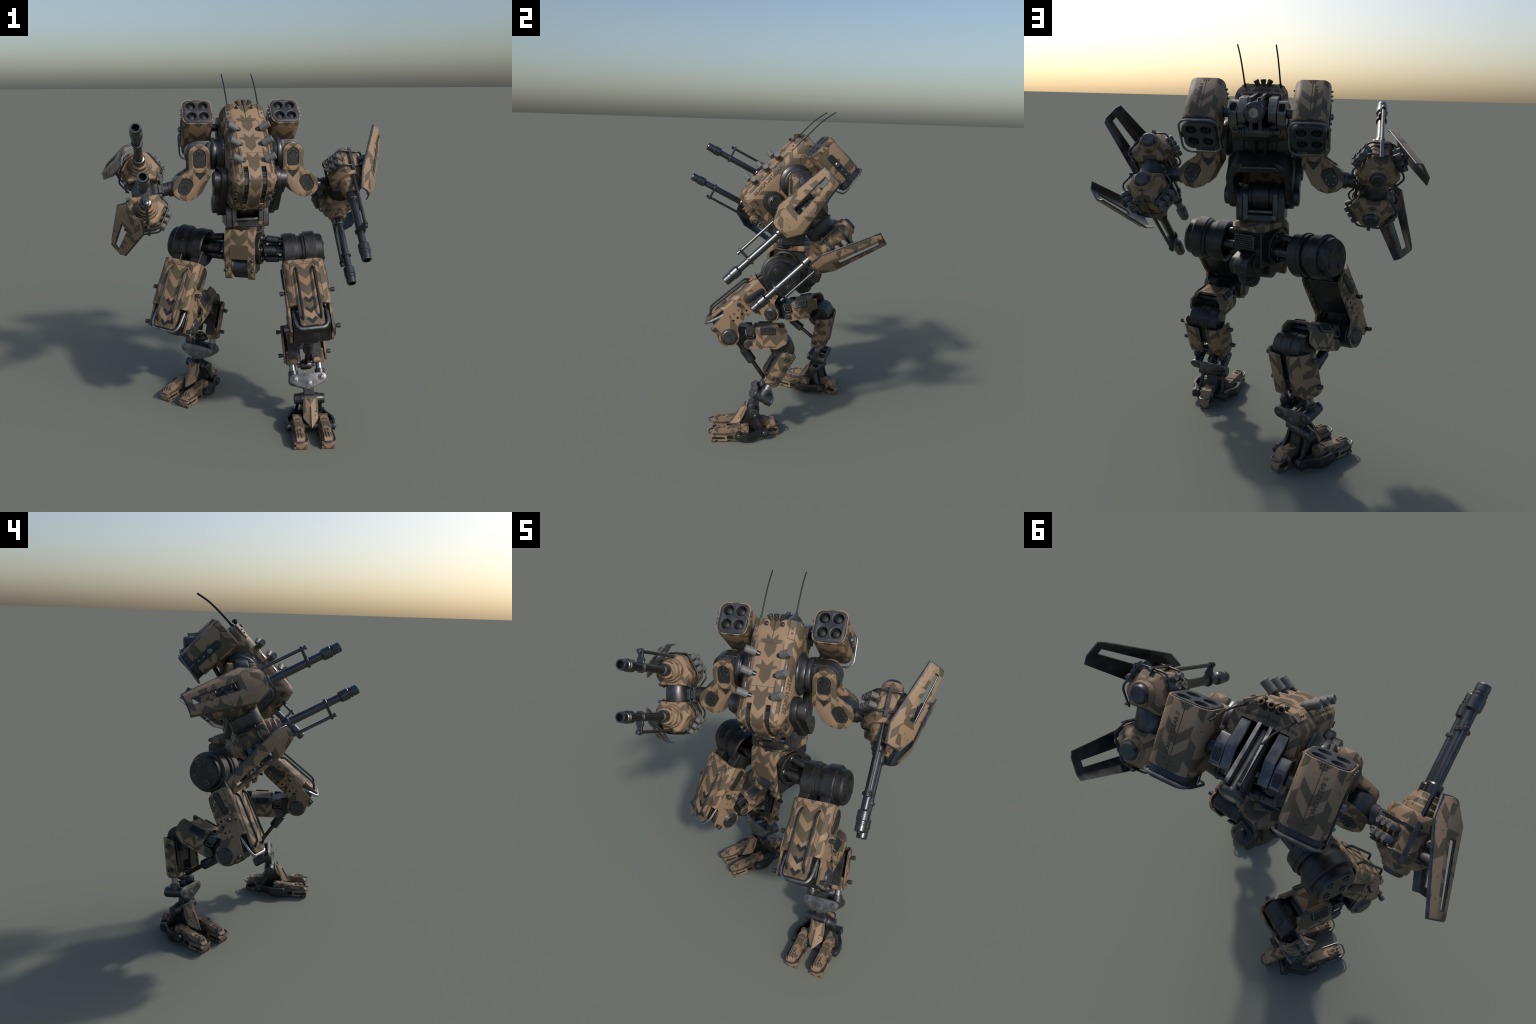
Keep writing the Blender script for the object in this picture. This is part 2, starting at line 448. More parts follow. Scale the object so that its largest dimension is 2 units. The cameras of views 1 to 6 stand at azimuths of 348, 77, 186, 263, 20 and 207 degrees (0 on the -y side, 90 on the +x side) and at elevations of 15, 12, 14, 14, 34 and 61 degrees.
        U.append(("antenna", mesh(bm, "antenna"), "rubber", [I4]))
    # six smoke canisters
    cm = canister_mesh(.0185, .074)
    L = [at((sx * .050, .174, u), (sx * .84, .50, .12)) for sx in (1, -1) for u in (.117, .016, -.092)]
    U.append(("smoke_canister", cm, "can", L))
    sk = mesh(lathe(BM(), [(-.004, .0125), (.012, .0125), (.0155, .0115), (.0165, .0105)], (0, 0, 0), (0, 0, 1), 16), "canister_socket")
    U.append(("canister_socket", sk, "gun", L))
    # three exhaust stubs and two lifting eyes on the head edge
    st = mesh(lathe(BM(), [(0, .0115), (.022, .0115), (.023, .0135), (.034, .0135), (.035, .011), (.035, .008), (.02, .007), (.02, 0)], (0, 0, 0), (0, 0, 1), 14), "exhaust_stub")
    U.append(("exhaust_stub", st, "char", [at((-.022, .160, .292), (-.42, .50, .75)), at((0, .160, .292), (0, .58, .80)), at((.022, .160, .292), (.42, .50, .75))]))
    ey = mesh(lathe(BM(), [(0, .0075), (.012, .0065), (.013, .0115), (.024, .0115), (.026, .009), (.026, 0)], (0, 0, 0), (0, 0, 1), 14), "lifting_eye")
    U.append(("lifting_eye", ey, "gun", [at((sx * .041, .169, .268), (0, .98, .2)) @ Matrix.Scale(.8, 4) for sx in (-1, 1)]))
    kn = mesh(lathe(BM(), [(0, .008), (.010, .008), (.011, .010), (.024, .010), (.026, .008), (.026, 0)], (0, 0, 0), (0, 0, 1), 12), "tow_stud")
    U.append(("tow_stud", kn, "gun", [at((sx * .044, -.040, -.235), (0, .25, -.97)) for sx in (-1, 1)] + [at((sx * .088, f, -.212 + g), (sx * .55, .1, -.8)) for sx in (-1, 1) for f, g in ((.072, 0), (.020, -.004))]))
    # bright vents between canisters and round hatch ring on the flank
    bm = BM()
    for sx in (-1, 1):
        for u in (.062, -.040):
            prism(bm, [(sx * .0875, .162), (sx * .0955, .157), (sx * .0975, .162), (sx * .0895, .167)], u - .014, u + .014, 'xyz')
    U.append(("vent_bar", mesh(bm, "vent_bar", .001), "steel", [I4]))
    bm = BM()
    for sx in (-1, 1):
        lathe(bm, [(0, .036), (.0018, .036), (.0018, .0335), (0, .0335)], (sx * .1262, .058, .222), (sx, 0, 0), 36, closed=True)
        lathe(bm, [(0, .007), (.0025, .007), (.0025, .005), (0, .005)], (sx * .1262, .060, .240), (sx, 0, 0), 16, closed=True)
        box(bm, (sx * .127, .10, -.175), (.004, .028, .010)); box(bm, (sx * .119, .045, -.198), (.004, .030, .010))
    U.append(("hatch_ring", mesh(bm, "hatch_ring"), "line", [I4]))
    # inner works behind the shell: shoulder drum with bands
    bm = BM()
    pr = [(-.135, .098), (-.082, .098), (-.080, .088), (-.058, .088), (-.056, .096), (-.022, .096), (-.02, .085), (.02, .085), (.022, .096), (.056, .096), (.058, .088), (.080, .088), (.082, .098), (.135, .098)]
    lathe(bm, pr, (0, -.012, .088), (1, 0, 0), 40)
    box(bm, (0, .0, .0), (.20, .12, .12))
    for sx in (-1, 1): cyl(bm, (sx * .03, -.09, .22), (sx * .025, -.135, .02), .013)
    U.append(("shoulder_drum", mesh(bm, "shoulder_drum", .002), "dark", [I4]))
    # shoulder discs
    pr = [(.118, .104), (.132, .106), (.138, .104), (.141, .098), (.160, .080), (.166, .078), (.168, .084), (.172, .088), (.190, .088), (.196, .082), (.197, .05), (.197, 0)]
    dm = mesh(lathe(BM(), pr, (0, 0, 0), (0, 0, 1), 44), "shoulder_disc", .0015)
    U.append(("shoulder_disc", dm, "gun", [at((0, .008, .092), (sx, 0, 0)) for sx in (1, -1)]))
    # lower hubs: double link from the flank to the waist pivot
    P, Q = (.026, -.098), (-.190, -.113)
    bm = BM()
    for sx in (-1, 1):
        lo, hi = sorted((sx * .118, sx * .160))
        prism(bm, hull2([(*P, .066), (*Q, .062)]), lo, hi, 'yzx')
    hub = mesh(bm, "hub_link", .005, 2)
    U.append(("hub_link", hub, "dark", [I4]))
    bm = BM()
    for sx in (-1, 1):
        lo, hi = sorted((sx * .159, sx * .196))
        prism(bm, hull2([(*P, .046), (-.05, -.115, .024)]), lo, hi, 'yzx')
        lo, hi = sorted((sx * .159, sx * .188))
        prism(bm, hull2([(-.05, -.115, .024), (*Q, .048)]), lo, hi, 'yzx')
        lathe(bm, [(0, .040), (.006, .038), (.006, .031), (.002, .030), (.002, 0)], (sx * .195, *P), (sx, 0, 0), 28)
        a = Vector((sx * .198, *P)); box(bm, a, (.006, .058, .012))
        lathe(bm, [(0, .034), (.005, .032), (.005, 0)], (sx * .187, *Q), (sx, 0, 0), 24)
    U.append(("hub_cover", mesh(bm, "hub_cover", .003), "gun", [I4]))
    # stencilled words: proper on one flank, mirrored on the other, as on the original
    tm = text_mesh("KAN-TEC FORCES", .030)
    mt = write((-.1165, .1385, -.030), (0, 0, -1), (.69, .72, 0), True)
    U.append(("lettering", tm, "inkdim", [mt, FLIP @ mt]))
    t2 = text_mesh("// STAND CLEAR //", .0135)
    mt = write((.056, .124, .3008), (-1, .12, 0), (0, 1, 0), True)
    U.append(("small_lettering", t2, "inkdim", [mt, FLIP @ mt]))
    install(U, TF)

# ------------------------------------------------------------------ missile pods (torso frame, centred on the pod)
def rrect(a, b, r): return [(a, b, r), (-a, b, r), (-a, -b, r), (a, -b, r)]
_pod = None
def pod(s):
    global _pod
    if _pod is None:
        U = []
        body = prism(BM(), rrect(.084, .086, .040), -.150, .096, 'xzy')
        body = boolean(body, prism(BM(), rrect(.077, .079, .036), .018, .12, 'xzy'))
        U.append(("missile_pod", mesh(body, "missile_pod", .0025, 2, 40), "camo_big", [I4]))
        f = prism(BM(), rrect(.0765, .0785, .0355), .02, .100, 'xzy')
        f2 = prism(BM(), rrect(.078, .079, .038), -.198, -.150, 'xzy'); 
        cut = BM(); 
        for x in (-.034, .034):
            for z in (-.031, .041): cyl(cut, (x, .2, z), (x, .045, z), .0265, seg=28)
        f = boolean(f, cut)
        U.append(("front_plate", mesh(f, "front_plate", .003, 2, 50), "face", [I4]))
        cut = BM()
        for x in (-.034, .034):
            for z in (-.031, .041): cyl(cut, (x, -.3, z), (x, -.165, z), .0255, seg=28)
        f2 = boolean(f2, cut)
        bm = BM(); prism(bm, rrect(.073, .069, .034), -.152, -.146, 'xzy')
        U.append(("rear_plate", mesh(f2, "rear_plate", .006, 2, 50), "face", [I4])); bm.free()
        w = mesh(lathe(BM(), [(0, .0262), (.012, .024), (.024, .017), (.030, .008), (.031, 0)], (0, 0, 0), (0, 0, 1), 24), "warhead")
        U.append(("warhead", w, "panel", [at((x, .062, z), (0, 1, 0)) for x in (-.034, .034) for z in (-.031, .041)]))
        nz = mesh(lathe(BM(), [(0, .014), (.022, .014), (.024, .012), (.022, .009), (.012, .008), (.012, 0)], (0, 0, 0), (0, 0, 1), 20), "exhaust_nozzle")
        U.append(("exhaust_nozzle", nz, "panel", [at((x, -.166, z), (0, -1, 0)) for x in (-.034, .034) for z in (-.031, .041)]))
        # hoop bumper round the tail and its side strap
        bm = BM()
        P = arcpoly(rrect(.091, .091, .04)); pts = [(p.x, -.192 + .010 * (p.y / .08), p.y - .004) for p in P]
        k = len(pts)
        tube(bm, [pts[i % k] for i in range(k + 1)], .0052, 8)
        for x in (-.088, .088): cyl(bm, (x, -.19, 0), (x, -.150, 0), .004)
        U.append(("tail_hoop", mesh(bm, "tail_hoop"), "plate", [I4]))
        bm = BM(); prism(bm, rrect(.110, .020, .018), .0835, .0885, 'yzx')
        bmesh.ops.translate(bm, verts=bm.verts, vec=(0, -.080, -.006))
        U.append(("side_strap", mesh(bm, "side_strap", .002), "panel", [I4]))
        bm = BM()
        lathe(bm, [(0, .016), (.010, .015), (.014, .010), (.015, 0)], (.088, -.045, -.006), (1, 0, 0), 18)
        for y in (-.088, -.124): lathe(bm, [(0, .008), (.007, .007), (.009, 0)], (.088, y, -.006), (1, 0, 0), 12)
        for x in (-.0845, .0845):
            for z in (-.028, 0, .028): lathe(bm, [(0, .005), (.008, .005), (.009, 0)], (x, .082, z), (1 if x > 0 else -1, 0, 0), 8)
        U.append(("strap_bolt", mesh(bm, "strap_bolt"), "plate", [I4]))
        bm = BM(); box(bm, (.0, -.027, .0862), (.0018, .244, .0016))
        for y in (.075, -.13):
            for x in (-.010, .010):
                for d in (0, .012): lathe(bm, [(0, .0028), (.002, .0028), (.002, 0)], (x, y + d, .0855), (0, 0, 1), 8)
        U.append(("panel_seam", mesh(bm, "panel_seam"), "line", [I4]))
        U.append(("lettering", text_mesh("// STAND CLEAR //", .021), "inkdim", [write((.018, -.030, .0864), (0, 1, 0), (1, 0, 0), True)]))
        bm = BM()
        lathe(bm, [(0, .030), (.006, .030), (.008, .022), (.030, .022), (.032, .018), (.06, .018)], (-.082, -.133, -.004), (-1, 0, 0), 24)
        U.append(("pivot", mesh(bm, "pivot", .001), "gun", [Matrix.Translation((0, .098, 0))]))
        _pod = U
    install(_pod, TF @ Matrix.Translation((s * .249, 0, .314)) @ (I4 if s > 0 else FLIP))

# ------------------------------------------------------------------ launcher mount on the back (torso frame)
def back_launcher():
    U = []
    bm = BM()
    for s in (-1, 1):
        lo, hi = sorted((s * .050, s * .091))
        prism(bm, [(-.096, .300), (-.090, .325), (-.074, .356), (.012, .360), (.100, .296), (.100, .24), (-.05, .24), (-.096, .27)], lo, hi, 'yzx')
        lo, hi = sorted((s * .0915, s * .134))
        prism(bm, [(-.098, .300), (-.073, .351), (.0, .352), (.035, .325), (.035, .27), (-.05, .255), (-.098, .275)], lo, hi, 'yzx')
    U.append(("launcher_mount", mesh(bm, "launcher_mount", .003), "mount", [I4]))
    bm = BM()   # louvres on the outer blocks
    for s in (-1, 1):
        for i in range(9):
            y = -.060 + i * .0056; z = .3525; w = .012 + .004 * math.sin(math.pi * (i + .5) / 9)
            box(bm, (s * .113, y, z), (2 * w, .0022, .002))
    U.append(("louvre", mesh(bm, "louvre"), "black", [I4]))
    # central tube: level in the world, pointing back
    d = Vector((0, .786, -.618)); e = Vector((0, -.137, .412))
    bm = lathe(BM(), [(-.001, .022), (-.001, .036), (.003, .044), (.010, .048), (.022, .048), (.026, .044), (.25, .044)], e, d, 36)
    bm2 = bm; U.append(("tail_tube", mesh(bm2, "tail_tube", .001), "gun", [I4]))
    U.append(("pale_tail_disc", mesh(lathe(BM(), [(-.0025, 0), (-.002, .0215), (.01, .0215)], e, d, 28), "pale_tail_disc"), "steel", [I4]))
    bm = BM(); up = Vector((0, .618, .786))
    for x in (-.021, .021):
        a = e + d * .028 + up * .048; b = e + d * .27 + up * .048
        for p, q in ((a, b),):
            y0, z0 = p.y, p.z; y1, z1 = q.y, q.z; n = up * .016
            prism(bm, [(y0, z0), (y1, z1), (y1 + n.y, z1 + n.z), (y0 + n.y, z0 + n.z)], x - .0075, x + .0075, 'yzx')
        c = e + d * .028
        prism(bm, [(c.y + up.y * .064, c.z + up.z * .064), (c.y + up.y * .03, c.z + up.z * .03), (c.y + up.y * .03 + d.y * .012, c.z + up.z * .03 + d.z * .012), (c.y + up.y * .064 + d.y * .012, c.z + up.z * .064 + d.z * .012)], x - .0075, x + .0075, 'yzx')
        # slanted ladder plates toward the side bars
        for i in range(4):
            f = .085 + i * .042; p0 = e + d * f + up * .024; p1 = e + d * (f + .020) + up * .006
            s = 1 if x > 0 else -1
            vs = [bm.verts.new((x, p0.y, p0.z)), bm.verts.new((s * .055, p1.y, p1.z)), bm.verts.new((s * .055, p1.y + d.y * .022, p1.z + d.z * .022)), bm.verts.new((x, p0.y + d.y * .022, p0.z + d.z * .022))]
            ws = [bm.verts.new(v.co - up * .006) for v in vs]
            bm.faces.new(vs); bm.faces.new(ws[::-1])
            for k in range(4): bm.faces.new((vs[k], ws[k], ws[(k + 1) % 4], vs[(k + 1) % 4]))
    U.append(("guide_rail", mesh(bm, "guide_rail", .0015), "plate", [I4]))
    bm = BM()
    lathe(bm, [(-.112, .014), (-.100, .014), (-.099, .011), (-.078, .011), (-.077, .015), (-.066, .015), (-.064, .022), (-.052, .022), (-.050, .027), (.050, .027), (.052, .022), (.064, .022), (.066, .015), (.077, .015), (.078, .011), (.099, .011), (.100, .014), (.112, .014)], (0, -.131, .284), (1, 0, 0), 24)
    for x in (-.021, .021): prism(bm, [(-.150, .300), (-.120, .280), (-.085, .35), (-.11, .375)], x - .008, x + .008, 'yzx')
    box(bm, (0, -.075, .235), (.19, .06, .07))
    U.append(("cross_bar", mesh(bm, "cross_bar", .0015), "gun", [I4]))
    install(U, TF)

# ------------------------------------------------------------------ waist   local = world axes about the turning axis
WF = Matrix.Translation((-.0105, 0, 0))
def waist():
    U = []
    bm = BM()
    for s in (-1, 1):
        lo, hi = sorted((s * .088, s * .122))
        prism(bm, [(-.022, 1.168), (.128, 1.168), (.136, 1.20), (.136, 1.285), (.110, 1.335), (.075, 1.352), (.040, 1.350), (.010, 1.325), (-.022, 1.225)], lo, hi, 'yzx')
        lo, hi = sorted((s * .062, s * .089))
        prism(bm, [(-.027, 1.168), (.140, 1.168), (.140, 1.305), (.105, 1.345), (.06, 1.352), (.035, 1.348), (.006, 1.32), (-.027, 1.225)], lo, hi, 'yzx')
    prism(bm, [(-.027, 1.168), (.140, 1.168), (.140, 1.202), (-.027, 1.202)], -.064, .064, 'yzx')
    U.append(("waist_yoke", mesh(bm, "waist_yoke", .004), "gun", [I4]))
    bm = lathe(BM(), [(1.135, .088), (1.148, .100), (1.154, .094), (1.158, .098), (1.170, .098)], (0, .050, 0), (0, 0, 1), 40)
    U.append(("turntable", mesh(bm, "turntable", .001), "gun", [I4]))
    bm = lathe(BM(), [(-.064, .068), (-.046, .068), (-.044, .062), (-.040, .062), (-.038, .073), (.038, .073), (.040, .062), (.044, .062), (.046, .068), (.064, .068)], (0, .060, 1.287), (1, 0, 0), 36)
    U.append(("waist_drum", mesh(bm, "waist_drum", .001), "dark", [I4]))
    bm = BM(); cyl(bm, (-.07, -.006, 1.210), (.07, -.006, 1.210), .012); cyl(bm, (-.07, .112, 1.212), (.07, .112, 1.212), .011)
    U.append(("tie_rod", mesh(bm, "tie_rod"), "plate", [I4]))
    bl = mesh(lathe(BM(), [(0, .0105), (.003, .0105), (.004, .009), (.004, .006), (.002, .006), (.002, .004), (.005, .0035), (.005, 0)], (0, 0, 0), (0, 0, 1), 14), "bolt")
    U.append(("bolt", bl, "camo_small", [at((s * .0695, -.027 if k else .140, 1.190), (0, -1 if k else 1, 0)) for s in (-1, 1) for k in (0, 1)]))
    bm = lathe(BM(), [(-.19, .045), (.19, .045)], (0, .060, 1.287), (1, 0, 0), 28)
    U.append(("pivot_axle", mesh(bm, "pivot_axle", .003), "gun", [I4]))
    install(U, WF)
    # hoop frame behind the belly (torso frame): arch outline x side profile
    o = [(.163, -.20), (.163, .060, .045), (.120, .130, .06), (-.120, .130, .06), (-.163, .060, .045), (-.163, -.20)]
    i = [(-.128, -.20), (-.128, .045, .035), (-.105, .088, .03), (.105, .088, .03), (.128, .045, .035), (.128, -.20)]
    h = prism(BM(), [tuple(p) for p in arcpoly(o)] + [tuple(q) for q in arcpoly(i)], -.35, .1, 'xzy')
    h = boolean(h, prism(BM(), hull2([(-.190, -.113, .060), (-.170, .096, .036), (-.125, .10, .03)]), -.2, .2, 'yzx'), 'INTERSECT')
    bm = prism(BM(), [(-.105, .100), (-.085, .128), (.085, .128), (.105, .100)], -.212, -.150, 'xzy')
    hm = mesh(h, "back_hoop", .005, 2, 40)
    install([("back_hoop", hm, "dark", [I4]), ("hoop_visor", mesh(bm, "hoop_visor", .004), "gun", [I4])], TF)

# ------------------------------------------------------------------ pelvis   local: x to the leading leg, y front, z up
py = math.radians(26.0)
PF = frame((-.0155, .056, 0), (math.cos(py), -math.sin(py), 0), (-math.sin(py), -math.cos(py), 0), (0, 0, 1))
def pelvis():
    U = []
    o = [(-.166, 1.148), (-.13, 1.160), (.084, 1.168, .03), (.114, 1.135, .03), (.123, 1.04), (.117, .93), (.102, .868, .012), (.080, .868), (.094, .93), (.100, 1.10), (.070, 1.128, .03), (-.13, 1.128), (-.166, 1.130)]
    s = prism(BM(), o, -.125, .125, 'yzx')
    plan = [(.088, .2), (.088, .06), (.098, -.05), (.098, -.125), (.070, -.166), (-.070, -.166), (-.098, -.125), (-.098, -.05), (-.088, .06), (-.088, .2)]
    s = boolean(s, prism(BM(), plan, .5, 1.5, 'xyz'), 'INTERSECT')
    s = boolean(s, prism(BM(), [(-.046, .5), (.046, .5), (.046, .992, .006), (-.046, .992, .006)], .05, .3, 'xzy'))
    U.append(("pelvis", mesh(s, "pelvis", .004, 2, 30), "camo_v", [I4]))
    bm = BM(); prism(bm, [(-.054, .990), (.054, .990), (.054, 1.066), (.046, 1.074), (-.046, 1.074), (-.054, 1.066)], .1235, .1262, 'xzy')
    bmesh.ops.rotate(bm, verts=bm.verts, cent=(0, .123, 1.04), matrix=Matrix.Rotation(-.03, 3, 'X'))
    U.append(("access_panel", mesh(bm, "access_panel", .0008), "camo_panel", [I4]))
    bm = BM(); 
    box(bm, (0, -.028, 1.035), (.166, .212, .19)); box(bm, (0, .02, .945), (.16, .13, .12)); box(bm, (0, -.10, .95), (.10, .08, .10))
    prism(bm, hull2([(-.10, .95, .06), (.02, .90, .045), (.0, 1.0, .06)]), -.055, .055, 'yzx')
    U.append(("pelvis_core", mesh(bm, "pelvis_core", .006), "dark", [I4]))
    bm = BM(); lathe(bm, [(-.05, .052), (-.04, .052), (-.038, .046), (.038, .046), (.040, .052), (.05, .052)], (0, .068, .945), (1, 0, 0), 32)
    U.append(("front_roller", mesh(bm, "front_roller", .002), "gun", [I4]))
    # sockets
    pr = [(.080, .092), (.104, .092), (.107, .088), (.107, .080), (.092, .076), (.090, .02), (.090, 0)]
    U.append(("hip_socket", mesh(lathe(BM(), pr, (0, 0, 0), (0, 0, 1), 40), "hip_socket", .001), "dark", [at((0, -.002, 1.030), (s, 0, 0)) for s in (1, -1)]))
    # louvred box at the back
    bm = BM(); prism(bm, [(-.060, 1.038, .014), (.060, 1.038, .014), (.060, 1.112, .014), (-.060, 1.112, .014)], -.168, -.13, 'xzy')
    U.append(("vent_box", mesh(bm, "vent_box", .003), "gun", [I4]))
    bm = BM()
    for i in range(6): box(bm, (0, -.1685, 1.047 + i * .0112), (.100, .004, .0048))
    U.append(("louvre", mesh(bm, "louvre"), "black", [I4]))
    # slanting tail motor with domed ends
    d = Vector((0, .68, -.73)); a = Vector((0, -.210, .990))
    pr = [(0, .026), (.010, .037), (.024, .045), (.036, .048), (.040, .054), (.060, .054), (.064, .048), (.120, .048), (.124, .056), (.152, .056), (.156, .048), (.176, .045), (.196, .032), (.198, 0)]
    U.append(("tail_motor", mesh(lathe(BM(), pr, a, d, 36), "tail_motor", .001), "dark", [I4]))
    bm = BM(); prism(bm, hull2([(-.17, .955, .05), (-.09, .99, .05), (-.06, .93, .05)]), -.052, .052, 'yzx')
    U.append(("motor_bracket", mesh(bm, "motor_bracket", .004), "dark", [I4]))
    U.append(("peg", PEG_M(), "gun", [at((s * .077, .112, z), (0, 1, 0)) @ Matrix.Scale(.8, 4) for s in (-1, 1) for z in (.988, .927)]))
    install(U, PF)

_peg = None
def PEG_M():
    global _peg
    if _peg is None: _peg = peg_mesh()
    return _peg

# ------------------------------------------------------------------ arms
def vn(v): return Vector(v).normalized()
ELBOW_AX = {}
_arm = None; _gun = None
def arm(s):
    global _arm, _gun
    # elbow: dog-bone in the world xz plane   local: x outward, y front(-y world), z up; origin at the upper joint
    if _arm is None:
        U = []
        out = [(0, .058), (-.030, .054), (-.050, .036), (-.058, .008), (-.058, -.112), (-.036, -.150), (-.006, -.205), (.026, -.232), (.070, -.246), (.114, -.236), (.143, -.208), (.150, -.175), (.142, -.142), (.108, -.110), (.060, -.080), (.059, .006), (.048, .038), (.026, .054)]
        def ins(sc):   # the three black windows
            a = [(-.034, -.052), (-.024, -.068), (.024, -.068), (.034, -.052)] + circ((0, .0), .034, 14, 0, math.pi)
            c = Vector((.089, -.1795)); r = Vector((-.5, .866)); q = Vector((.866, .5))
            def loc(x, y): v = c + q * x + r * y; return (v.x, v.y)
            bpoly = [loc(*p) for p in [(-.034, .046), (-.02, .062), (.02, .062), (.034, .046)] + circ((0, 0), .034, 14, 0, -math.pi)]
            t = [(-.030, -.094), (.026, -.094), (.000, -.132)]
            return [a, bpoly, t]
        plates = BM()
        for y0, y1 in ((.042, .080), (-.080, -.042)):
            prism(plates, out, y0, y1, 'xzy')
        cut = BM()
        for poly in ins(1): prism(cut, poly, -.2, -.070, 'xzy'); prism(cut, poly, .070, .2, 'xzy')
        plates = boolean(plates, cut)
        U.append(("elbow_plate", mesh(plates, "elbow_plate", .004, 2), "camo_arm", [I4]))
        bm = BM(); prism(bm, [(-.085, -.074), (-.085, .074), (0, .074)] + circ((0, 0), .074, 20, math.radians(80), math.radians(-80)) + [(0, -.074)], -.036, .036, 'xzy')
        lathe(bm, [(-.044, .030), (-.040, .060), (.040, .060), (.044, .030)], (0, 0, 0), (0, 1, 0), 36)
        prism(bm, [(-.085, -.070), (-.085, .070), (-.050, .070), (-.040, .055), (-.040, -.055), (-.050, -.070)], -.062, .066, 'xzy')
        lathe(bm, [(-.044, .056), (-.041, .066), (.041, .066), (.044, .056)], (.089, 0, -.1795), (0, 1, 0), 40)
        prism(bm, [(-.045, -.10), (.0, -.18), (.06, -.13), (.04, -.09)], -.020, .020, 'xzy')
        U.append(("elbow_housing", mesh(bm, "elbow_housing", .004, 2), "gun", [I4]))
        bm = BM()
        for poly in ins(1):
            cx = sum(p[0] for p in poly) / len(poly); cz = sum(p[1] for p in poly) / len(poly)
            q = [(cx + (p[0] - cx) * .93, cz + (p[1] - cz) * .93) for p in poly]
            for y0, y1 in ((.060, .0755), (-.0755, -.060)): prism(bm, q, y0, y1, 'xzy')
        U.append(("window_plate", mesh(bm, "window_plate", .001), "panel", [I4]))
        bm = BM()
        for c in ((0, 0), (.089, -.1795)):
            for y, dy in ((.0755, 1), (-.0755, -1)):
                lathe(bm, [(0, .0305), (.0012, .0305), (.0012, .0285), (.0004, .0285), (.0004, 0)], (c[0], y, c[1]), (0, dy, 0), 28)
        U.append(("joint_cover", mesh(bm, "joint_cover"), "dark", [I4]))
        bt = bolt_mesh(.0034, .004); L = []
        for c, a0 in (((0, 0), 90), ((.089, -.1795), -60)):
            for k in range(5):
                a = math.radians(a0 + (k - 2) * 62)
                for y, dy in ((.076, 1), (-.076, -1)): L.append(at((c[0] + .0225 * math.cos(a), y, c[1] + .0225 * math.sin(a)), (0, dy, 0)))
        U.append(("bolt", bt, "steel", L))
        _arm = U
    x0 = -.0103 + s * .260
    install(_arm, frame((x0, .069, 1.569), (s, 0, 0), (0, -1, 0), (0, 0, 1)))

    # weapon unit   local: x outward, y along the barrels, z from lower to upper gun
    if _gun is None: _gun = gun_unit()
    if s < 0: o, b, v = (-.570, .2075, 1.297), (-.034, -.887, .460), (-.0545, .4613, .8855)
    else: o, b, v = (.562, .1845, 1.473), (-.043, -.735, -.676), (.0451, -.6777, .734)
    b = vn(b); v = Vector(v); v = (v - b * v.dot(b)).normalized(); r = b.cross(v); r = -r if r.x * s < 0 else r
    v = (v + r * .025).normalized(); b = vn(b - r * (.005 if s > 0 else 0.0)); v = (v - b * v.dot(b)).normalized(); q = b.cross(v); r = q if q.dot(r) > 0 else -q
    M = frame(o, r, b, v)
    wrist(M)
    for k in (1, -1): install(_gun, M @ (I4 if k > 0 else Matrix.Diagonal((1, 1, -1, 1))))

_wr = None
def wrist(M):
    global _wr
    if _wr is None:
        U = []
        bm = BM(); prism(bm, hull2([(0, .135, .064), (0, .175, .064)]), -.046, .046, 'xyz')
        U.append(("weapon_drum", mesh(bm, "weapon_drum", .004, 2), "gun", [I4]))
        bm = BM()
        box(bm, (-.070, .158, 0), (.020, .070, .060)); box(bm, (-.092, .158, 0), (.022, .062, .050)); box(bm, (-.105, .158, 0), (.010, .072, .064))
        cyl(bm, (-.10, .158, 0), (-.15, .158, .004), .036); cyl(bm, (-.135, .158, 0), (-.215, .158, .006), .042)
        U.append(("wrist_joint", mesh(bm, "wrist_joint", .003), "gun", [I4]))
        _wr = U
    install(_wr, M)

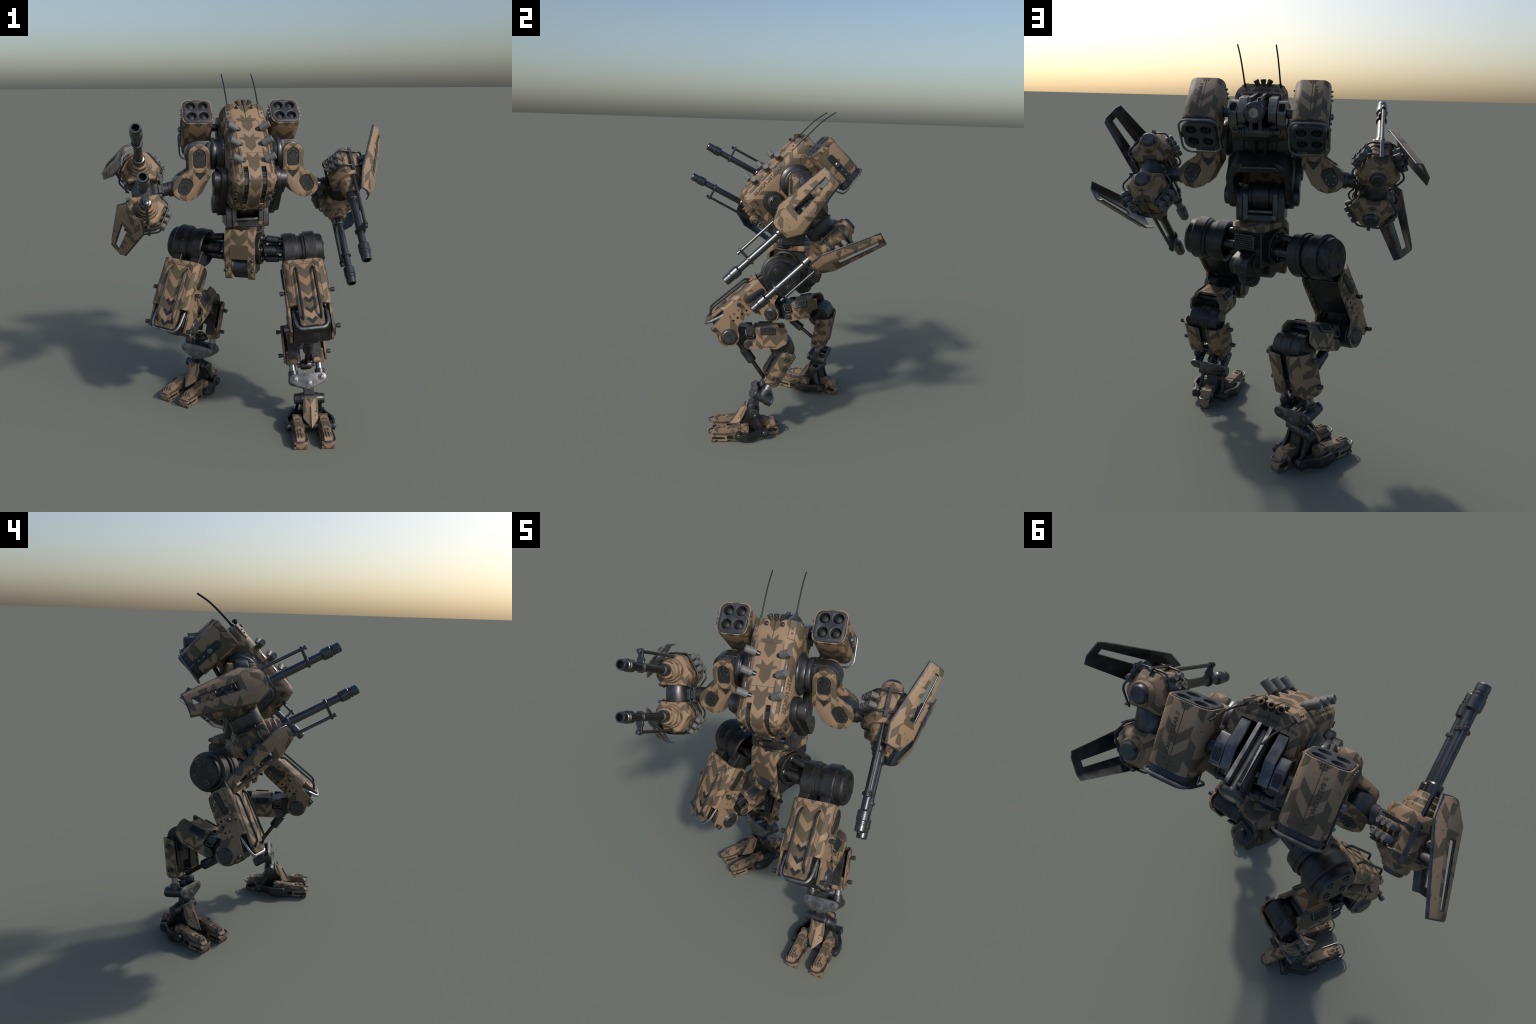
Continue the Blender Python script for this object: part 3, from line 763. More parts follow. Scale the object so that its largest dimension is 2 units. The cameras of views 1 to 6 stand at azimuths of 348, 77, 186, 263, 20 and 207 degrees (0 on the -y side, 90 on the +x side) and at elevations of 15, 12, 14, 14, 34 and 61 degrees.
def gun_unit():
    U = []; V = .120
    hexa = [(.075, .042), (.104, .092), (.104, .115), (.048, .200), (.038, .207), (-.038, .207), (-.048, .200), (-.104, .115), (-.104, .092), (-.075, .042)]
    def sec(k, y, bm):
        return [bm.verts.new((p[0] * k, y, V + (p[1] - V) * k)) for p in hexa]
    bm = BM(); R = [sec(k, y, bm) for k, y in ((.62, .044), (.70, .050), (.88, .066), (1.0, .082), (1.0, .090), (.95, .0905), (.95, .178), (1.0, .1785), (1.0, .222), (.95, .236), (.90, .240))]
    for A, B in zip(R, R[1:]):
        for i in range(len(hexa)): j = (i + 1) % len(hexa); bm.faces.new((A[i], B[i], B[j], A[j]))
    bm.faces.new(R[0]); bm.faces.new(R[-1][::-1])
    lathe(bm, [(.018, .048), (.030, .053), (.046, .054), (.05, .058), (.06, .058)], (0, 0, V), (0, 1, 0), 28)
    lathe(bm, [(.236, .064), (.262, .062), (.266, .055), (.288, .054), (.292, .047), (.314, .043)], (0, 0, V), (0, 1, 0), 28)
    U.append(("cannon_body", mesh(bm, "cannon_body", .003, 1, 20), "camo_gun", [I4]))
    pr = [(0, .030), (.0, .031), (.006, .037), (.024, .044), (.030, .044), (.034, .038)]
    U.append(("rear_cap", mesh(lathe(BM(), [(.001, 0)] + pr, (0, 0, V), (0, 1, 0), 28), "rear_cap", .001), "gun", [I4]))
    # barrel with muzzle brake and bore
    pr = [(.30, .032), (.352, .032), (.358, .028), (.360, .0215), (.640, .0205), (.644, .026), (.650, .0305), (.692, .0310), (.696, .0265), (.701, .0262), (.703, .0285), (.709, .0285), (.711, .0255), (.716, .0255), (.718, .0275), (.742, .0262), (.7455, .024), (.7455, .0185), (.70, .0178), (.66, .0178), (.66, 0)]
    U.append(("barrel", mesh(lathe(BM(), pr, (0, 0, V), (0, 1, 0), 32), "barrel"), "barrel", [I4]))
    U.append(("bore", mesh(lathe(BM(), [(.716, .0176), (.716, 0)], (0, 0, V), (0, 1, 0), 24), "bore"), "black", [I4]))
    bm = BM(); cyl(bm, (0, .235, V + .077), (0, .585, V + .0745), .0088, seg=14); lathe(bm, [(.578, .006), (.578, .0115), (.59, .0115), (.592, .007)], (0, 0, V + .0745), (0, 1, 0), 14)
    U.append(("recoil_rod", mesh(bm, "recoil_rod"), "barrel", [I4]))
    bm = BM()
    ring = [(.0, 0)]
    o = [(-.0135, .064), (-.012, .082), (-.006, .090), (.006, .090), (.012, .082), (.0135, .064), (.014, .050), (.022, .034)] + [(.0295 * math.cos(a), .0295 * math.sin(a)) for a in [math.radians(52 - i * 284 / 20) for i in range(21)]] + [(-.022, .034), (-.014, .050)]
    prism(bm, [(p[0], V + p[1]) for p in o], .558, .572, 'xzy')
    U.append(("barrel_bracket", mesh(bm, "barrel_bracket", .002), "gun", [I4]))
    # tube cage and straps
    bm = BM()
    c = [(-.078, .030), (-.122, .062 + .03), (-.122, .112), (-.060, .216), (.060, .216), (.122, .112), (.122, .092), (.078, .030)]
    for y in (.084, .186): tube(bm, [(p[0], y, p[1]) for p in c], .0052, 8, .02)
    for (x, z), (w, h) in (((0, .219), (.018, .006)),): box(bm, (x, .135, z), (w, .150, h))
    for sx in (-1, 1):
        box(bm, (sx * .090, .135, .040), (.014, .125, .008)); box(bm, (sx * .089, .205, .046), (.016, .022, .016))
    box(bm, (0, .205, .212), (.016, .016, .014)); box(bm, (0, .066, .212), (.016, .016, .014))
    U.append(("cage", mesh(bm, "cage", .001), "gun", [I4]))
    can = canister_mesh(.0150, .048); L = []
    for sx in (-1, 1):
        a = Vector((sx * .104, 0, .112)); b = Vector((sx * .046, 0, .204)); d = Vector((sx * .846, 0, .533))
        for t in (.14, .48, .82):
            for y in (.112, .158): p = a.lerp(b, t); L.append(at((p.x - d.x * .008, y, p.z - d.z * .008), d))
    U.append(("smoke_canister", can, "can", L))
    # shield: folded plate, camouflage outside on a dark backing
    A = lambda b, v, r: Vector((r, b, v))
    st = [  # stations along the barrel: inner-edge and outer-edge points (outer skin)
        (A(-.063, .292, .149), A(-.063, .184, .217)), (A(.245, .262, .033), A(.255, .083, .150)), (A(.335, .208, .029), A(.335, .101, .097))]
    lng = (st[0][0] + st[0][1] - st[1][0] - st[1][1]).normalized(); e = (st[0][1] - st[0][0]).normalized(); n = lng.cross(e).normalized()
    n = -n if n.x < 0 else n
    def plate_at(k, inset, drop):
        a, b = st[k]; w = (b - a).length; f = inset / w
        rows = []
        for t in (f, (.20, .20, .28)[k], (.80, .80, .66)[k], 1 - f):
            h = 0.0 if t in (f, 1 - f) else (.020, .025, .020)[k]
            rows.append(a.lerp(b, t) + n * (h - drop))
        return rows
    def folded(inset, drop, thick, endin):
        bm = BM(); R = []
        for k in range(3):
            r = plate_at(k, inset, drop)
            off = Vector((0, 0, 0)) if k == 1 else (-lng if k == 0 else lng) * endin
            R.append([p + off for p in r])
        top = [[bm.verts.new(p) for p in r] for r in R]; bot = [[bm.verts.new(p - n * thick) for p in r] for r in R]
        for S, fl in ((top, 0), (bot, 1)):
            for i in range(2):
                for j in range(3):
                    q = (S[i][j], S[i][j + 1], S[i + 1][j + 1], S[i + 1][j]); bm.faces.new(q if fl else q[::-1])
        loop = [(0, j) for j in range(4)] + [(1, 3), (2, 3)] + [(2, j) for j in (2, 1, 0)] + [(1, 0)]
        for a, b in zip(loop, loop[1:] + loop[:1]):
            bm.faces.new((top[a[0]][a[1]], top[b[0]][b[1]], bot[b[0]][b[1]], bot[a[0]][a[1]]))
        return bm
    # slot through both
    c0 = (st[0][0] + st[0][1]) / 2; c1 = (st[1][0] + st[1][1]) / 2
    def slot(w):
        g = BM(); d = (c1 - c0).normalized()
        p0 = c0 + d * .038; p1 = c0 + d * .275
        for s_, hw0, hw1 in ((1, .014, .020),):
            vs = []
            for h in (-.06, .08):
                for p, hw in ((p0, hw0 + w), (p1, hw1 + w)):
                    dd = d * (w if p is p1 else -w)
                    vs += [g.verts.new(p + dd - e * hw + n * h), g.verts.new(p + dd + e * hw + n * h)]
            f = [(0, 1, 3, 2), (4, 6, 7, 5), (0, 4, 5, 1), (2, 3, 7, 6), (0, 2, 6, 4), (1, 5, 7, 3)]
            for q in f: g.faces.new([vs[i] for i in q])
        return g
    skin = boolean(folded(.005, -.0005, .004, .005), slot(.004)); back = boolean(folded(0, .0035, .007, 0), slot(0))
    U.append(("shield", mesh(skin, "shield", .001, 1, 20), "camo_chip", [I4]))
    U.append(("shield_backing", mesh(back, "shield_backing", .0015, 1, 20), "gun", [I4]))
    bm = BM(); p = c0.lerp(c1, .72)
    cyl(bm, (.09, .10, .14), p - n * .004 + lng * .02, .012); cyl(bm, (.08, .17, .15), p - n * .004 - lng * .04, .012)
    U.append(("shield_strut", mesh(bm, "shield_strut"), "gun", [I4]))
    return U

# ------------------------------------------------------------------ legs
def leg_frame(o, uh, sn):
    h = vn((uh[0], uh[1], 0)); c = math.sqrt(1 - sn * sn); u = Vector((h.x * c, h.y * c, sn)); f = Vector((h.y, -h.x, 0)); f = -f if f.y > 0 else f
    w = u.cross(f); w = -w if w.z < 0 else w
    return Vector(o), u, f, w
_leg = {}
def leg(s):
    if not _leg:
        _leg["hip"] = hip_unit(); _leg["thigh"] = thigh_unit(); _leg["mid"] = mid_unit(); _leg["low"] = low_unit(); _leg["foot"] = foot_unit()
    if s > 0:
        O, u, f, w = leg_frame((.26, -.373, .665), (.985, -.146), .078); ath, amid, alow = 138.4, 180.0, -60.1
        o1 = (-.338, -.135); FO, fu = (.306, -.217, 0), (.9887, -.150)
    else:
        O, u, f, w = leg_frame((-.423, .093, .585), (-.84, .534), .105); ath, amid, alow = 118.1, 162.1, -80.0
        o1 = (-.367, -.016); FO, fu = (-.2705, .3855, 0), (-.712, .702)
    def seg(ang, p0=(0, 0), du=0.0):
        """frame of a limb segment: x outward, y along ang in the leg plane, z at right angles (forward/up side)"""
        a = math.radians(ang); p = f * math.cos(a) + w * math.sin(a); q = f * math.sin(a) - w * math.cos(a)
        return frame(O + f * p0[0] + w * p0[1] + u * du, u, p, q)
    T = seg(ath); hipM = T @ Matrix.Translation((0, .465, .062))
    install(_leg["hip"], hipM)
    install(_leg["thigh"], T)
    Mm = seg(amid, du=-.004); install(_leg["mid"], Mm)
    Lw = seg(alow, o1, -.014); install(_leg["low"], Lw)
    # ram between the knee and the ankle ball
    a = Mm @ Vector((.004, .075, -.080)); b = Lw @ Vector((0, .204, 0)); d = (b - a).normalized(); L = (b - a).length
    U = []
    bm = lathe(BM(), [(-.02, .020), (.030, .020), (.034, .029), (.125, .029), (.130, .024), (.130, 0)], (0, 0, 0), (0, 0, 1), 24)
    U.append(("ram", mesh(bm, "ram", .001), "gun", [at(a, d)]))
    U.append(("ram_rod", mesh(cyl(BM(), (0, 0, .12), (0, 0, L), .0125), "ram_rod"), "ram", [at(a, d)]))
    install(U, I4)
    # stem between the triangle plate and the ankle roller
    FU = vn((fu[0], fu[1], 0)); FFv = Vector((FU.y, -FU.x, 0)); FFv = -FFv if FFv.y > 0 else FFv
    FM = frame(FO, FU, FFv, (0, 0, 1))
    t0 = Lw @ Vector((0, .30, .005)); t1 = FM @ Vector((0, -.002, .173))
    bm = BM(); d = (t1 - t0)
    bmx = prism(BM(), [(-.030, -.018), (.030, -.018), (.030, .026), (-.030, .026)], 0, d.length, 'xyz')
    yax = (FFv - d.normalized() * FFv.dot(d.normalized())).normalized(); zax = d.normalized(); xax = yax.cross(zax)
    install([("ankle_stem", mesh(bmx, "ankle_stem", .004), "gun", [frame(t0, xax, yax, zax)])], I4)
    install(_leg["foot"], FM)
    # hip pistons from the pelvis socket into the drum
    k = 1 if s > 0 else -1
    pis = mesh(lathe(BM(), [(-.012, .012), (0, .0155), (.010, .014), (.014, .010), (.018, .019), (.022, .0225), (.090, .0225), (.093, .020), (.094, .0145), (.20, .0145)], (0, 0, 0), (0, 0, 1), 18), "hip_piston")
    bsm = mesh(lathe(BM(), [(-.016, .0), (-.013, .010), (0, .0165), (.013, .010), (.016, 0)], (0, 0, 0), (0, 0, 1), 16), "ball_joint")
    P = []; B = []
    for i in range(4):
        a = math.radians(95 + 90 * i)
        p = PF @ Vector((k * .108, -.002 + .058 * math.cos(a), 1.030 + .058 * math.sin(a)))
        q = hipM @ Vector((.03, .034 * math.cos(a + .3), .034 * math.sin(a + .3))); q = hipM @ Vector((.03, 0, 0)) + (p - PF @ Vector((k * .108, -.002, 1.03))) * .68
        P.append(at(p, q - p)); B.append(at(p - (q - p).normalized() * .008, q - p))
    install([("hip_piston", pis, "gun", P)], I4, ROOT); install([("ball_joint", bsm, "plate", B)], I4, ROOT)
    install([("hip_axle", mesh(cyl(BM(), (0, 0, -.02), (0, 0, (hipM.translation - PF @ Vector((k * .09, 0, 1.03))).length), .011), "hip_axle"), "dark", [at(PF @ Vector((k * .09, 0, 1.03)), hipM.translation - PF @ Vector((k * .09, 0, 1.03)))])], I4)

def hip_unit():   # x outward along the drum
    pr = [(.028, .04), (-.020, .060), (-.086, .092), (-.093, .098), (-.096, .106), (-.090, .112), (-.040, .113), (-.037, .107), (-.018, .106), (-.015, .094), (.007, .094), (.010, .104), (.022, .105), (.026, .113), (.080, .113), (.085, .109), (.087, .097), (.118, .094), (.128, .086), (.128, 0)]
    U = [("hip_drum", mesh(lathe(BM(), pr, (0, 0, 0), (1, 0, 0), 48), "hip_drum"), "dark", [I4])]
    L = [at((.1275, .057 * math.cos(a), .057 * math.sin(a)), (1, 0, 0)) for a in (math.radians(90 * i - 4) for i in range(4))]
    U.append(("ring_bolt", ringbolt_mesh(.0165), "gun", L))
    return U

def thigh_unit():  # x outward, y up the thigh from the knee, z forward
    U = []
    # cover
    hood = prism(BM(), [(-.113, .075), (-.113, .162, .035), (.113, .162, .035), (.113, .075), (.099, .075), (.099, .146, .024), (-.099, .146, .024), (-.099, .075)], .074, .352, 'xzy')
    cut = prism(BM(), [(-.058, .150, .004), (-.058, .3), (.058, .3), (.058, .150, .004)], .0, .322, 'xzy')
    hood = boolean(hood, cut)
    U.append(("thigh", mesh(hood, "thigh", .003, 2, 34), "camo_v", [I4]))
    # side plates with holes
    knee = circ((0, 0), .062, 20, math.radians(-75), math.radians(-245)) # sweeps under the knee
    side = [(.352, .132), (.346, .062), (.326, .028, .02), (.285, .022), (.09, .018), (.060, -.012)] + circ((0, 0), .061, 14, math.radians(-12), math.radians(-235)) + [(-.056, .062), (-.052, .108), (-.014, .112), (.062, .120), (.078, .140)]
    sp = BM()
    for s in (-1, 1): lo, hi = sorted((s * .104, s * .1165)); prism(sp, side, lo, hi, 'yzx')
    cut = BM()
    for p, q in [(.182, .082), (.148, .083), (.115, .084), (.082, .085), (.181, .053), (.148, .053), (.114, .053), (.083, .056), (.215, .046), (.248, .044), (.280, .042)]:
        cyl(cut, (-.2, p, q), (.2, p, q), .0068, seg=10)
    sp = boolean(sp, cut)
    U.append(("side_plate", mesh(sp, "side_plate", .002), "camo", [I4]))
    # tongue with rails and chevrons
    bm = prism(BM(), [(-.064, -.047, .016), (.064, -.047, .016), (.064, .340), (-.064, .340)], .138, .1575, 'xyz')
    U.append(("tongue", mesh(bm, "tongue", .003, 2, 40), "camo_v", [I4]))
    bm = BM()
    for x in (-.047, .047):
        tube(bm, [(x, .312, .146), (x, .290, .172), (x, .276, .180), (x, .030, .187), (x, .014, .183), (x, -.016, .153)], .0072, 4, .010)
        pass
    U.append(("guard_rail", mesh(bm, "guard_rail", .0008), "rail", [I4]))
    ch = prism(BM(), [(-.029, .012), (-.018, .026), (0, .008), (.018, .026), (.029, .012), (0, -.016)], .1577, .1589, 'xyz')
    U.append(("chevron", mesh(ch, "chevron"), "ink", [Matrix.Translation((0, p, 0)) for p in (.096, .036, -.025)]))
    bm = BM(); tube(bm, [(-.083, .090, .106), (-.083, -.020, .134), (-.066, -.058, .143), (.066, -.058, .143), (.083, -.020, .134), (.083, .090, .106)], .0092, 12, .022)
    U.append(("bumper_tube", mesh(bm, "bumper_tube"), "steel", [I4]))
    # knee drum and inner web
    bm = BM()
    lathe(bm, [(-.100, .058), (-.098, .066), (-.036, .066), (-.034, .071), (.034, .071), (.036, .066), (.098, .066), (.100, .058)], (0, 0, 0), (1, 0, 0), 36)
    prism(bm, [(-.030, .055), (-.03, .118), (.08, .128), (.30, .100), (.33, .06), (.30, .06), (.10, .06), (.05, .03)], -.060, .060, 'yzx')
    box(bm, (0, .20, .128), (.19, .25, .026)); box(bm, (0, .215, .044), (.200, .22, .014)); 
    prism(bm, [(-.048, .02), (-.045, .085), (-.02, .118), (.05, .120), (.04, .0)], -.098, .098, 'yzx')
    for x in (-.068, .050): prism(bm, [(.30, .138), (.36, .142), (.43, .13), (.42, .04), (.34, .03), (.29, .09)], x - .028, x + .028, 'yzx')
    U.append(("thigh_core", mesh(bm, "thigh_core", .003), "dark", [I4]))
    bm = BM()
    for s in (-1, 1): lathe(bm, [(.114, .050), (.119, .050), (.120, .045), (.128, .043), (.131, .037), (.130, 0)], (0, 0, 0), (s, 0, 0), 30)
    U.append(("knee_cap", mesh(bm, "knee_cap", .001), "gun", [I4]))
    bm = BM()
    for s in (-1, 1):
        lo, hi = sorted((s * .115, s * .1245)); P = arcpoly([(.206, .084, .018), (.216, .118, .018), (.346, .098, .018), (.336, .062, .018)])
        prism(bm, [tuple(p) for p in P], lo, hi, 'yzx')
    U.append(("side_hatch", mesh(bm, "side_hatch", .003, 2), "panel", [I4]))
    U.append(("peg", PEG_M(), "gun", [at((s * .112, p, q), (s, 0, 0)) for s in (1, -1) for p, q in ((.173, .114), (-.033, .092))]))
    bm = BM()
    for x in (-.078, .078): box(bm, (x, .215, .1623), (.0016, .23, .0014))
    box(bm, (0, .3305, .1623), (.157, .0016, .0014))
    for x in (-.074, .074):
        for p in (.322, .108):
            for d in (0, .010): lathe(bm, [(0, .0026), (.0016, .0026), (.0016, 0)], (x + d * (.6 if x < 0 else -.6), p - d, .1618), (0, 0, 1), 8)
    U.append(("panel_seam", mesh(bm, "panel_seam"), "line", [I4]))
    return U

def mid_unit():   # x outward, y rearward from the knee, z up
    U = []
    side = [(.158, .070), (.163, -.020, .008), (.135, -.026, .01)] + circ((.119, -.055), .0295, 10, math.radians(70), math.radians(270)) + [(.292, -.085, .03), (.352, -.050, .03), (.352, .030, .012), (.330, .070)]
    o = prism(BM(), side, -.096, .096, 'yzx')
    o = boolean(o, prism(BM(), [(-.082, -.12), (.082, -.12), (.082, -.004), (.056, .030), (-.056, .030), (-.082, -.004)], .0, .5, 'xzy'))
    o = boolean(o, prism(BM(), [(-.092, -.2), (.092, -.2), (.092, .004), (.064, .041), (-.064, .041), (-.092, .004)], -.1, .6, 'xzy'), 'INTERSECT')
    o = boolean(o, prism(BM(), [(-.054, .302, .01), (.054, .302, .01), (.054, .5), (-.054, .5)], .02, .2, 'xyz'))
    o = boolean(o, prism(BM(), [(-.04, .1), (.04, .1), (.02, .172, .012), (-.02, .172, .012)], .02, .2, 'xyz'))
    U.append(("shin_guard", mesh(o, "shin_guard", .0025), "camo", [I4]))
    # louvred boxes on the slanted shoulders
    sl = Vector((.795, 0, .607)); dn = Vector((.607, 0, -.795)); c = Vector((.078, .231, .0225))
    LM = frame(c, (0, 1, 0), dn, sl)
    bx = prism(BM(), [(-.046, -.018), (-.040, -.024), (.040, -.024), (.046, -.018), (.046, .018), (.040, .024), (-.040, .024), (-.046, .018)], -.010, .012, 'xyz')
    U.append(("vent_box", mesh(bx, "vent_box", .002), "gun", [LM, FLIP @ LM]))
    lv = BM()
    for i in range(10): box(lv, (-.036 + i * .008, 0, .0118), (.0042, .036, .002))
    U.append(("louvre", mesh(lv, "louvre"), "black", [LM, FLIP @ LM]))
    bm = BM()
    prism(bm, [(.0, -.050), (.0, .048), (.09, .044), (.16, .026), (.28, .0), (.33, -.04), (.28, -.08), (.16, -.06), (.08, -.078)], -.058, .058, 'yzx')
    prism(bm, [(.10, .03), (.20, .026), (.20, .0), (.10, -.01)], -.076, .076, 'yzx')
    cyl(bm, (-.08, .285, .008), (.08, .285, .008), .016)
    U.append(("shin_core", mesh(bm, "shin_core", .003), "dark", [I4]))
    bm = BM()
    for s in (-1, 1):
        lathe(bm, [(.0905, .024), (.0945, .0235), (.0945, .020), (.0925, .0195), (.0925, 0)], (0, .119, -.055), (s, 0, 0), 20); box(bm, (s * .093, .119, -.055), (.003, .034, .007))
        tube(bm, [(s * .070, .100, .035), (s * .088, .104, .000), (s * .090, .112, -.012), (s * .090, .146, -.014), (s * .082, .150, .0)], .0055, 8, .008)
        box(bm, (s * .072, .125, .018), (.012, .044, .046))
    U.append(("pivot_cap", mesh(bm, "pivot_cap", .001), "gun", [I4]))
    tm = text_mesh("21.15231 MS-2533H", .0125)
    mt = write((.0925, .232, -.071), (0, 1, 0), (0, 0, 1)); U.append(("lettering", tm, "inkdim", [mt, FLIP @ mt]))
    return U

def low_unit():   # x outward, y down the shin, z rearward; origin at the upper peg
    U = []
    # two wrap-round guards
    bm = BM()
    o = [(.126, -.030), (.126, .022, .034), (.090, .066, .03), (.022, .070), (.020, .060), (.086, .055, .024), (.115, .018, .028), (.115, -.030)]
    g = prism(BM(), o, -.060, .185, 'xzy')
    prof = [(-.034, -.010), (-.012, -.040), (.15, -.040), (.19, -.022), (.19, .05), (.155, .085), (-.005, .085), (-.028, .068), (-.045, .05)]
    g = boolean(g, prism(BM(), prof, -.2, .2, 'yzx'), 'INTERSECT')
    gm = mesh(g, "calf_guard", .002)
    U.append(("calf_guard", gm, "camo", [I4, FLIP]))
    bm = BM()
    for s in (-1, 1):
        x = s * .078; prism(bm, [(x - .034, -.024), (x + .034, -.024), (x + .034, .040), (x + .014, .056), (x - .020, .056), (x - .034, .040)], .118, .196, 'xzy')
    U.append(("shock_boot", mesh(bm, "shock_boot", .006), "camo", [I4]))
    bm = BM()
    lathe(bm, [(-.082, .060), (-.080, .072), (-.034, .074), (-.032, .070), (-.028, .070), (-.026, .0745), (.026, .0745), (.028, .070), (.032, .070), (.034, .074), (.080, .072), (.082, .060), (.082, .034), (.079, .033), (.079, 0)], (0, -.031, -.028), (1, 0, 0), 40)
    for s in (-1, 1): prism(bm, [(-.02, -.03), (-.01, .032), (.17, .032), (.17, -.026), (.10, -.030)], *sorted((s * .040, s * .098)), 'yzx')
    prism(bm, [(-.02, -.02), (-.02, .044), (.11, .044), (.11, -.02)], -.05, .05, 'yzx')
    U.append(("calf_core", mesh(bm, "calf_core", .003), "dark", [I4]))
    bt = bolt_mesh(.0038, .004)
    U.append(("bolt", bt, "plate", [at((s * .0815, -.031 + .058 * math.cos(a), -.028 + .058 * math.sin(a)), (s, 0, 0)) for s in (-1, 1) for a in (math.radians(30 + 60 * i) for i in range(6))]))
    bm = BM()
    for s in (-1, 1): lathe(bm, [(.188, .028), (.198, .028), (.200, .0195), (.240, .0195)], (s * .078, 0, .018), (0, 1, 0), 22)
    U.append(("shock_rod", mesh(bm, "shock_rod"), "steel", [I4]))
    bm = BM()
    for s in (-1, 1):
        lathe(bm, [(.232, .027), (.244, .029), (.285, .029)], (s * .078, 0, .018), (0, 1, 0), 22)
        lathe(bm, [(-.024, .029), (.070, .031), (.082, .031), (.086, .026)], (s * .078, .288, 0), (0, 0, 1), 24)
    lathe(bm, [(-.05, .012), (-.034, .012), (-.032, .022), (-.02, .027), (.02, .027), (.032, .022), (.034, .012), (.05, .012)], (0, .206, .004), (1, 0, 0), 22)
    lathe(bm, [(-.016, .020), (-.012, .022), (.010, .022), (.014, .018)], (0, .19, .0), (.0, 1, 0), 18)
    cyl(bm, (0, .315, -.024), (0, .315, .07), .026)
    U.append(("shock_lug", mesh(bm, "shock_lug", .0015), "gun", [I4]))
    bm = BM(); tri = hull2([(.078, .286, .029), (-.078, .286, .029), (0, .315, .033)])
    prism(bm, tri, -.040, -.027, 'xyz'); prism(bm, hull2([(.078, .286, .031), (-.078, .286, .031), (0, .315, .031)]), .072, .083, 'xyz')
    U.append(("link_plate", mesh(bm, "link_plate", .003, 2), "plate", [I4]))
    rb = mesh(lathe(BM(), [(0, .020), (.003, .020), (.004, .017), (.004, .0145), (.002, .014), (.002, .012), (.007, .0115), (.008, .0075), (.012, .007), (.013, 0)], (0, 0, 0), (0, 0, 1), 20), "link_bolt")
    U.append(("link_bolt", rb, "plate", [at((x, y, -.0395), (0, 0, -1)) for x, y in ((.078, .286), (-.078, .286), (0, .315))] + [at((x, y, .083), (0, 0, 1)) @ Matrix.Diagonal((1.1, 1.1, .4, 1)) for x, y in ((.078, .286), (-.078, .286), (0, .315))]))
    U.append(("peg", PEG_M(), "gun", [at((s * .118, p, 0), (s, 0, 0)) for s in (1, -1) for p in (0, .139)]))
    return U

